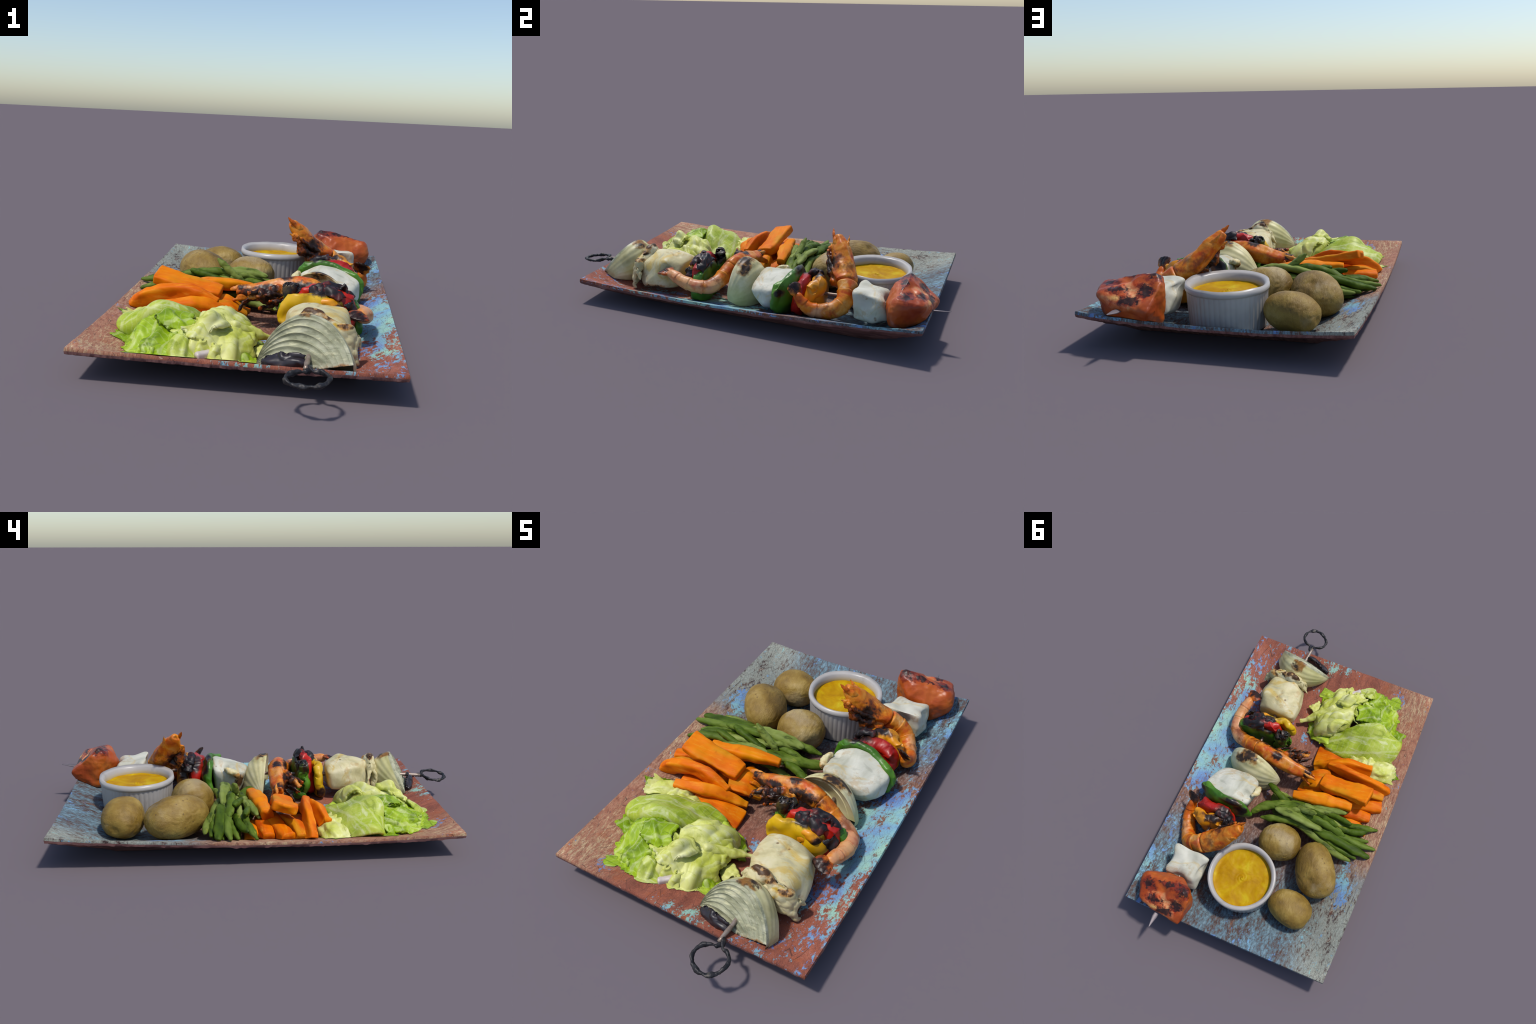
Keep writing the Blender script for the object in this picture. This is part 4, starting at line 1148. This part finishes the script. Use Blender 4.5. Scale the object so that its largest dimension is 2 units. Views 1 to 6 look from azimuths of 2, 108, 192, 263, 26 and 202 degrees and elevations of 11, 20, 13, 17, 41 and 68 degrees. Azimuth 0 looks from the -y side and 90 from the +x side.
def build_skewer():
    root = empty("kebab_skewer", (0.29, 0.07, 0.03), "charred skewer of prawns, onion, fish, peppers and tomato", "kebab")
    # ---- metal rod, handle ring and pointed blade
    iron = Mat("blackened_iron", rough=0.5, metal=0.35, origin=(0, 0, 0))
    g = iron.noise(26, 5, 0.7)
    iron.set(iron.ramp(g, [(0.35, "#121013"), (0.55, "#2c2a2c"), (0.68, "#5a5148"), (0.8, "#8a7a68")]))
    iron.bump(g, 0.5, 0.004)
    rod = loft([(0.176, -0.862, 0.110), (0.184, -0.77, 0.122), (0.27, 0.0, 0.135), (0.385, 0.80, 0.165), (0.402, 0.90, 0.172)], 0.0085, 0.0085, (0, 0, 1), n=120, m=14, noise=0.002, nscale=40, seed=3)
    steel = Mat("scorched_steel", rough=0.4, metal=0.4, origin=base_of(rod))
    steel.set(steel.ramp(steel.noise(18, 5, 0.7), [(0.3, "#4a3c34"), (0.5, "#8c7a6c"), (0.7, "#a89c92")]))
    mesh_object("skewer_rod", *rod, steel, parent=root)
    c, rr = V3(0.1795, -0.932, 0.113), 0.0615
    ang = np.linspace(math.radians(78), math.radians(78 - 352), 22)
    ringp = [c + rr * (1 + 0.075 * math.cos(2 * a + 0.6) + 0.03 * math.sin(3 * a)) * (math.cos(a) * V3(1, 0.16, 0.10) + math.sin(a) * V3(-0.16, 1.0, 0.03)) for a in ang]
    lump = lambda s, a: 1 + 0.22 * np.sin(s * 46) + 0.12 * np.cos(a * 2 + s * 30)
    ring = loft([V3(0.180, -0.835, 0.118)] + ringp[1:] + [V3(0.186, -0.862, 0.112)], 0.0078, 0.006, (0, 0, 1), n=170, m=16, power=2.6, noise=0.003, nscale=50, seed=7, modulate=lump, twist=18)

    mesh_object("handle_ring", *ring, iron, parent=root, origin=V3(0, 0, 0))
    blade = loft([(0.398, 0.88, 0.168), (0.406, 0.945, 0.174), (0.410, 0.997, 0.181)], [0.010, 0.013, 0.002], [0.004, 0.004, 0.001], (1, -0.1, 0.35), n=40, m=16, power=2.4, round_ends=(0.1, 0.05))
    mesh_object("skewer_point", *blade, Mat("dull_steel", rough=0.5, metal=0.4).set("#6e666a"), parent=root)

    # ---- front onion wedge
    on1 = rest(fix_normals(onion_wedge((0.018, -0.732, 0.078), (0.325, -0.812, 0.092), (0.195, -0.792, 0.090), (0.05, 0.47, 0.88), (0.24, 0.93, -0.15), 0.178, 0.155, 7.6, 0.004, 3, end=0.90, power=0.58)))
    mesh_object("onion_wedge", *on1, onion_mat(on1, [((0.18, -0.665, 0.262), (0.085, 0.030, 0.03)), ((0.22, -0.64, 0.245), (0.06, 0.04, 0.03)), ((0.27, -0.815, 0.098), (0.11, 0.03, 0.024))], 1, ((0.19, -0.77, 0.085), (-0.24, -0.86, 0.44))), parent=root, sharp=40)
    flap = sheet([[(0.040, -0.738, 0.108), (0.085, -0.756, 0.132), (0.130, -0.772, 0.138), (0.178, -0.788, 0.138)],
                  [(0.032, -0.750, 0.092), (0.080, -0.776, 0.108), (0.130, -0.792, 0.112), (0.180, -0.802, 0.118)],
                  [(0.045, -0.756, 0.082), (0.090, -0.780, 0.086), (0.135, -0.796, 0.090), (0.175, -0.802, 0.100)]], 0.012, seed=8, n=50, m=60, ragged=0.008, up=(0, -1, 0.3), fold=0.004, fscale=24, crease=[((1, -0.4), 30, 0.012), ((1, -0.2), 50, 0.005)])
    blk = Mat("burnt_onion_skin", rough=0.4, origin=base_of(flap))
    blk.set(blk.ramp(blk.noise(24, 4), [(0.35, "#0e0b10"), (0.6, "#241a20"), (0.8, "#54402c")]))
    mesh_object("burnt_skin", *flap, blk, parent=root)
    # ---- first fish chunk with its charred flap
    f1 = chunk([(0.174, -0.371, 0.195), (0.118, -0.519, 0.196), (0.335, -0.455, 0.208), (0.360, -0.478, 0.132), (0.345, -0.568, 0.050), (0.372, -0.545, 0.075), (0.300, -0.608, 0.081),
                (0.112, -0.351, 0.158), (0.120, -0.590, 0.070), (0.186, -0.580, 0.214), (0.118, -0.365, 0.065), (0.335, -0.375, 0.060), (0.335, -0.368, 0.150), (0.305, -0.585, 0.180),
                (0.150, -0.450, 0.214), (0.240, -0.440, 0.218), (0.270, -0.358, 0.185), (0.10, -0.47, 0.12)],
               rounds=14, swell=0.97, noise=0.008, nscale=8, octaves=2, seed=40, fine=0.0004, pinch=[((0.237, -0.44, 0.215), 0.014, 0.007), ((0.228, -0.47, 0.215), 0.014, 0.007), ((0.243, -0.41, 0.21), 0.014, 0.005), ((0.36, -0.57, 0.12), 0.03, 0.012)])
    mesh_object("fish_chunk", *rest(f1), fish_mat(f1, [((0.37, -0.50, 0.06), (0.03, 0.07, 0.02))], 2, 0.8), parent=root)
    fl = sheet([[(0.105, -0.565, 0.120), (0.16, -0.565, 0.175), (0.24, -0.570, 0.170), (0.32, -0.585, 0.135), (0.375, -0.575, 0.10)],
                [(0.125, -0.588, 0.165), (0.172, -0.585, 0.226), (0.235, -0.595, 0.212), (0.315, -0.605, 0.182), (0.370, -0.595, 0.140)],
                [(0.120, -0.612, 0.120), (0.17, -0.612, 0.165), (0.24, -0.622, 0.160), (0.31, -0.630, 0.130), (0.36, -0.615, 0.095)],
                [(0.12, -0.600, 0.07), (0.17, -0.605, 0.09), (0.24, -0.615, 0.09), (0.31, -0.620, 0.07), (0.37, -0.60, 0.05)]],
               0.020, fold=0.014, fscale=17, crinkle=0.006, cscale=34, seed=44, n=60, m=70, up=(0, -1, 0.4))
    mesh_object("fish_flap", *rest(fl), fish_mat(fl, [((0.18, -0.592, 0.232), (0.07, 0.035, 0.014)), ((0.245, -0.60, 0.205), (0.03, 0.02, 0.012)), ((0.31, -0.607, 0.186), (0.03, 0.03, 0.009))], 4, 1.3), parent=root)

    # ---- first pepper stack, from front to back yellow, red, green
    def pepper(c, r, x, colours, char, seed, bend=0.02, z=(0, 0, 1), noise=0.009):
        """A square-cut slab of pepper wall with rounded corners, cupped along the skewer."""
        A = frame(x, z)
        rg = np.random.default_rng(seed)
        rows = []
        for i in np.linspace(-1, 1, 6):
            row = []
            for j in np.linspace(-1, 1, 6):
                px, pz = i * math.sqrt(1 - 0.40 * j * j), j * math.sqrt(1 - 0.40 * i * i)
                q = V3(px * r[0], bend * (px * px + 0.6 * pz * pz) * 1.4, pz * r[2]) * 1.04
                q += V3(*(rg.normal(size=3) * V3(0.004, 0.006, 0.004)))
                row.append(V3(*c) + q @ A)
            rows.append(row)
        p = sheet(rows, r[1] * 1.7, n=60, m=60, seed=seed, fold=noise * 0.7, fscale=10, ragged=0.0025, crease=[((1, 0.1), 9, 0.006)], up=(0, -1, 0.2))
        mesh_object("pepper_piece", *rest(p), pepper_mat(p, colours, char, seed), parent=root)
    pepper((0.212, -0.318, 0.120), (0.124, 0.022, 0.096), (1, 0.03, -0.12), YELLOW, [((0.26, -0.31, 0.215), (0.085, 0.05, 0.024)), ((0.10, -0.31, 0.055), (0.05, 0.05, 0.03))], 51, 0.012, (0.1, 0.1, 1))
    pepper((0.262, -0.272, 0.132), (0.122, 0.028, 0.108), (1, 0.02, -0.12), RED, [((0.30, -0.275, 0.235), (0.06, 0.05, 0.02))], 52, 0.012, (0.1, 0.1, 1))
    pepper((0.278, -0.316, 0.160), (0.052, 0.013, 0.040), (1, 0.25, -0.2), AMBER, [((0.31, -0.33, 0.16), (0.03, 0.04, 0.03))], 53, 0.01)
    pepper((0.292, -0.222, 0.108), (0.118, 0.028, 0.096), (1, -0.02, -0.05), GREEN, [((0.25, -0.23, 0.20), (0.13, 0.05, 0.035))], 54, -0.016)
    pepper((0.135, -0.225, 0.135), (0.030, 0.028, 0.100), (1, 0.4, 0.1), GREEN, [((0.135, -0.225, 0.215), (0.06, 0.06, 0.06))], 55, 0.01)
    char_m = Mat("charred_pepper_skin", rough=0.5, spec=0.4)
    char_m.set(char_m.ramp(char_m.noise(20, 5), [(0.36, "#0d0a0c"), (0.52, "#22181a"), (0.62, "#541810"), (0.75, "#5c4c48")]))
    char_m.bump(char_m.noise(40, 4), 0.4, 0.004)
    flakes = [
        [[(0.185, -0.300, 0.212), (0.25, -0.305, 0.222), (0.32, -0.315, 0.200)], [(0.19, -0.282, 0.240), (0.26, -0.285, 0.252), (0.34, -0.290, 0.222)], [(0.20, -0.258, 0.236), (0.27, -0.255, 0.244), (0.35, -0.262, 0.215)]],
        [[(0.23, -0.262, 0.240), (0.29, -0.262, 0.236), (0.36, -0.275, 0.200)], [(0.235, -0.238, 0.256), (0.30, -0.236, 0.254), (0.375, -0.250, 0.214)], [(0.24, -0.212, 0.225), (0.30, -0.208, 0.226), (0.37, -0.225, 0.190)]],
        [[(0.300, -0.275, 0.232), (0.325, -0.270, 0.250), (0.332, -0.262, 0.264)], [(0.325, -0.255, 0.228), (0.335, -0.256, 0.246), (0.335, -0.258, 0.262)], [(0.355, -0.262, 0.215), (0.346, -0.260, 0.238), (0.338, -0.258, 0.260)]],
        [[(0.325, -0.325, 0.198), (0.345, -0.318, 0.175), (0.360, -0.315, 0.130)], [(0.350, -0.305, 0.206), (0.372, -0.302, 0.175), (0.380, -0.300, 0.128)], [(0.355, -0.280, 0.205), (0.378, -0.278, 0.175), (0.384, -0.278, 0.130)]],
        [[(0.195, -0.290, 0.224), (0.205, -0.270, 0.246), (0.215, -0.245, 0.236)], [(0.215, -0.296, 0.236), (0.225, -0.272, 0.262), (0.235, -0.246, 0.250)], [(0.245, -0.295, 0.232), (0.248, -0.270, 0.254), (0.252, -0.245, 0.244)]],
        [[(0.105, -0.245, 0.150), (0.118, -0.220, 0.165), (0.13, -0.195, 0.150)], [(0.120, -0.250, 0.198), (0.138, -0.225, 0.216), (0.15, -0.200, 0.200)], [(0.165, -0.250, 0.222), (0.175, -0.228, 0.230), (0.18, -0.200, 0.210)]],
    ]
    for k, c in enumerate(flakes):
        c = [[(x_, y_, z_ - 0.012) for x_, y_, z_ in r_] for r_ in c]
        p = sheet(c, 0.009, n=44, m=44, fold=0.004, fscale=22, seed=80 + k, ragged=0.010, crease=[((0.4, 1), 24, 0.012), ((1, 0.3), 34, 0.006)])
        mesh_object("charred_skin", *p, char_m, parent=root)

    # ---- first prawn, lying across the skewer with its head to the left
    build_prawn(root, [(0.384, -0.405, 0.168), (0.396, -0.370, 0.164), (0.412, -0.310, 0.146), (0.412, -0.235, 0.130), (0.382, -0.180, 0.124), (0.318, -0.150, 0.140), (0.235, -0.122, 0.182), (0.155, -0.098, 0.188), (0.06, -0.088, 0.168), (-0.03, -0.078, 0.155), (-0.108, -0.070, 0.160)],
                [0.018, 0.026, 0.030, 0.034, 0.036, 0.037, 0.040, 0.044, 0.042, 0.032, 0.012], 0.56, [(0, 0, 1), (0, 0.1, 1)], 1.0, 90,
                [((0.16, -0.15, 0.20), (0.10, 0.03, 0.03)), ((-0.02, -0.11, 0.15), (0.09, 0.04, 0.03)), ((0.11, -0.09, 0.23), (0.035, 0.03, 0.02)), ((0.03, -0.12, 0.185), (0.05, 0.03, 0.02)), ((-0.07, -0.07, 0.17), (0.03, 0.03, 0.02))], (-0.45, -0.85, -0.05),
                [[(0.14, -0.13, 0.165), (0.06, -0.145, 0.165), (-0.01, -0.165, 0.160), (-0.045, -0.19, 0.165)], [(0.12, -0.13, 0.16), (0.05, -0.17, 0.17), (-0.01, -0.19, 0.165)], [(0.05, -0.12, 0.155), (0.0, -0.17, 0.178), (-0.045, -0.195, 0.175)],
                 [(0.03, -0.11, 0.14), (-0.03, -0.15, 0.145), (-0.06, -0.18, 0.135)], [(0.15, -0.14, 0.16), (0.10, -0.18, 0.15), (0.04, -0.20, 0.15)],
                 [(-0.02, -0.10, 0.14), (-0.06, -0.13, 0.12), (-0.08, -0.15, 0.09)], [(0.10, -0.12, 0.13), (0.04, -0.16, 0.12), (0.0, -0.18, 0.11)]],
                [[(-0.03, -0.075, 0.16), (-0.08, -0.06, 0.165), (-0.125, -0.055, 0.155)], [(-0.03, -0.09, 0.15), (-0.07, -0.09, 0.135), (-0.11, -0.085, 0.115)], [(-0.04, -0.06, 0.14), (-0.08, -0.04, 0.12), (-0.10, -0.035, 0.095)]], 0.75)

    # ---- second onion wedge, cupped
    on2 = rest(fix_normals(onion_wedge((0.070, -0.015, 0.075), (0.378, -0.085, 0.060), (0.22, -0.055, 0.05), (0.08, -0.06, 1.0), (0.16, 1.0, 0.10), 0.178, 0.120, 2.5, 0.050, 13, end=0.96, power=0.55, relief=0.006)))
    mesh_object("onion_wedge", *on2, onion_mat(on2, [((0.262, -0.035, 0.240), (0.058, 0.045, 0.030)), ((0.31, -0.02, 0.215), (0.035, 0.03, 0.03))], 6), parent=root, sharp=40)

    # ---- second fish chunk, a pale disc leaning back
    f2 = chunk([(0.158, 0.100, 0.165), (0.438, 0.150, 0.172), (0.180, 0.225, 0.185), (0.362, 0.212, 0.214), (0.268, 0.218, 0.230), (0.355, 0.095, 0.040), (0.212, 0.060, 0.196),
                (0.338, 0.028, 0.160), (0.378, 0.030, 0.138), (0.170, 0.060, 0.182), (0.435, 0.120, 0.095), (0.165, 0.110, 0.065), (0.200, 0.205, 0.055), (0.385, 0.205, 0.065), (0.240, 0.065, 0.050), (0.428, 0.190, 0.130)],
               rounds=14, swell=1.02, noise=0.007, nscale=9, octaves=2, seed=47, fine=0.0004, pinch=[((0.199, 0.168, 0.195), 0.022, 0.016), ((0.165, 0.12, 0.15), 0.02, 0.012), ((0.30, 0.04, 0.10), 0.04, 0.010)])
    mesh_object("fish_chunk", *rest(f2), fish_mat(f2, [((0.16, 0.09, 0.13), (0.03, 0.03, 0.03)), ((0.36, 0.05, 0.06), (0.07, 0.02, 0.015))], 5, 0.35), parent=root)
    curl = loft([(0.165, 0.105, 0.155), (0.148, 0.115, 0.175), (0.155, 0.145, 0.190), (0.175, 0.165, 0.190)], [0.016, 0.018, 0.018, 0.012], 0.012, (0.5, 0.5, 0.5), n=36, m=18, noise=0.007, nscale=30, seed=12)
    mesh_object("fish_flap", *rest(curl), fish_mat(curl, [((0.15, 0.11, 0.165), 0.02)], 7, 0.6), parent=root)

    # ---- second pepper stack: green cap, red, amber
    pepper((0.312, 0.245, 0.130), (0.156, 0.020, 0.104), (0.965, -0.26, -0.10), GREEN, [((0.25, 0.262, 0.235), (0.075, 0.04, 0.03)), ((0.19, 0.27, 0.19), (0.05, 0.03, 0.04)), ((0.44, 0.20, 0.16), (0.03, 0.03, 0.02))], 61, -0.030, (0.1, 0.0, 1), 0.010)
    pepper((0.325, 0.306, 0.132), (0.100, 0.034, 0.092), (0.97, -0.15, -0.10), RED, [((0.24, 0.315, 0.215), (0.09, 0.04, 0.05))], 62, -0.012)
    pepper((0.335, 0.372, 0.138), (0.096, 0.034, 0.094), (0.98, -0.08, -0.10), AMBER, [((0.29, 0.365, 0.240), (0.08, 0.04, 0.025)), ((0.24, 0.37, 0.17), (0.05, 0.04, 0.06))], 63, -0.012)
    for k, (pts, w, h) in enumerate([([(0.22, 0.335, 0.205), (0.26, 0.33, 0.232), (0.31, 0.328, 0.238)], 0.020, 0.012), ([(0.21, 0.35, 0.17), (0.225, 0.345, 0.20), (0.26, 0.36, 0.225)], 0.018, 0.013)]):
        p = loft(pts, w, h, (0.2, 1, 0.3), n=36, m=20, noise=0.010, nscale=26, seed=180 + k)
        mesh_object("charred_skin", *p, char_m, parent=root)

    # ---- second prawn, head raised over the ramekin
    build_prawn(root, [(0.458, 0.288, 0.190), (0.464, 0.318, 0.150), (0.462, 0.362, 0.118), (0.440, 0.428, 0.108), (0.415, 0.482, 0.125), (0.380, 0.508, 0.160), (0.315, 0.500, 0.205), (0.248, 0.472, 0.250), (0.198, 0.445, 0.298), (0.152, 0.420, 0.348), (0.116, 0.402, 0.392)],
                [0.018, 0.024, 0.030, 0.034, 0.036, 0.038, 0.042, 0.043, 0.039, 0.030, 0.012], 0.60, [(0.5, 0.2, 1), (-0.35, -0.90, -0.15)], 1.25, 110,
                [((0.22, 0.42, 0.27), (0.06, 0.05, 0.05)), ((0.46, 0.275, 0.24), (0.03, 0.04, 0.05))], (-0.15, -0.45, 0.9),
                [[(0.30, 0.455, 0.190), (0.235, 0.415, 0.222), (0.175, 0.382, 0.280), (0.140, 0.366, 0.328)], [(0.29, 0.44, 0.235), (0.23, 0.395, 0.27), (0.165, 0.365, 0.318)], [(0.27, 0.43, 0.22), (0.21, 0.390, 0.245), (0.160, 0.366, 0.292)]],
                [[(0.20, 0.42, 0.315), (0.145, 0.390, 0.375), (0.106, 0.376, 0.412)], [(0.20, 0.455, 0.315), (0.152, 0.460, 0.352), (0.120, 0.462, 0.388)], [(0.17, 0.40, 0.31), (0.14, 0.378, 0.325), (0.118, 0.368, 0.335)]], 0.45)

    # ---- third, white chunk with a notched side
    f3 = chunk([(0.300, 0.700, 0.212), (0.450, 0.702, 0.203), (0.250, 0.572, 0.220), (0.442, 0.545, 0.232), (0.445, 0.560, 0.090), (0.464, 0.650, 0.080), (0.300, 0.555, 0.200),
                (0.266, 0.742, 0.100), (0.258, 0.575, 0.178), (0.280, 0.580, 0.080), (0.425, 0.722, 0.095), (0.254, 0.665, 0.160), (0.350, 0.630, 0.220)],
               rounds=8, swell=1.01, noise=0.008, nscale=10, octaves=2, seed=71, fine=0.0004, pinch=[((0.36, 0.55, 0.17), 0.045, 0.034), ((0.33, 0.55, 0.10), 0.04, 0.028), ((0.455, 0.62, 0.19), 0.035, 0.026), ((0.37, 0.72, 0.19), 0.04, 0.024), ((0.25, 0.64, 0.20), 0.035, 0.022), ((0.34, 0.62, 0.24), 0.03, 0.008), ((0.46, 0.58, 0.12), 0.02, 0.012), ((0.45, 0.66, 0.12), 0.02, 0.010)])
    mesh_object("fish_chunk", *rest(f3), fish_mat(f3, [((0.29, 0.56, 0.14), (0.05, 0.03, 0.05))], 8, 0.3), parent=root)

    # ---- half tomato with a scorched cut face
    tm = rest(chunk([(0.292, 0.795, 0.298), (0.266, 0.775, 0.275), (0.534, 0.820, 0.212), (0.522, 0.755, 0.248), (0.500, 0.894, 0.224), (0.284, 0.944, 0.172), (0.256, 0.835, 0.258), (0.365, 0.795, 0.290),
                     (0.435, 0.770, 0.270), (0.512, 0.764, 0.250), (0.335, 0.930, 0.186), (0.452, 0.736, 0.080), (0.512, 0.794, 0.100), (0.546, 0.748, 0.185), (0.262, 0.786, 0.185), (0.266, 0.800, 0.085),
                     (0.295, 0.900, 0.085), (0.350, 0.740, 0.085), (0.460, 0.862, 0.105), (0.330, 0.712, 0.200), (0.440, 0.700, 0.190), (0.268, 0.895, 0.170), (0.330, 0.735, 0.262), (0.430, 0.885, 0.125)],
                    rounds=22, swell=1.01, noise=0.008, nscale=10, octaves=3, seed=75, fine=0.0012, pinch=[((0.40, 0.81, 0.262), 0.03, 0.016), ((0.36, 0.86, 0.24), 0.02, 0.009), ((0.44, 0.84, 0.245), 0.02, 0.010), ((0.30, 0.86, 0.235), 0.02, 0.008), ((0.36, 0.95, 0.14), 0.04, 0.014)]))
    t = Mat("grilled_tomato", rough=0.42, spec=0.4, coat=0.05, origin=base_of(tm))
    col = t.ramp(t.noise(8, 4), [(0.3, "#8a3006"), (0.5, "#a5480e"), (0.7, "#b8641e")])
    face = t.spot((0.38, 0.885, 0.235), (0.125, 0.085, 0.07), 0.4, 0.3)
    flesh = t.ramp(t.noise(16, 5, 0.6, 1.0), [(0.32, "#7c1e06"), (0.43, "#b8440f"), (0.53, "#d07040"), (0.63, "#d89c68"), (0.76, "#dcb878")])
    col = t.mix(face, col, flesh)
    core = t.spot((0.43, 0.905, 0.222), (0.085, 0.022, 0.018), 0.8, 0.8, 20)
    col = t.mix(t.math("MULTIPLY", core, 0.75), col, "#dcb468")
    t.set(col)
    t.char([((0.30, 0.78, 0.285), (0.05, 0.04, 0.03)), ((0.38, 0.775, 0.285), (0.08, 0.02, 0.02)), ((0.31, 0.86, 0.24), (0.035, 0.045, 0.03)), ((0.48, 0.80, 0.25), (0.04, 0.03, 0.02)), ((0.43, 0.86, 0.235), (0.05, 0.02, 0.02)), ((0.36, 0.90, 0.21), (0.05, 0.02, 0.02))], brown="#6e1c06", black="#1c0c0a", scale=30, rag=1.4)
    t.bump(t.noise(20, 4), 0.25, 0.004)
    mesh_object("tomato_half", *tm, t, parent=root)


build_platter()
build_ramekin()
build_potatoes()
build_carrots()
build_beans()
build_cabbage()
build_skewer()
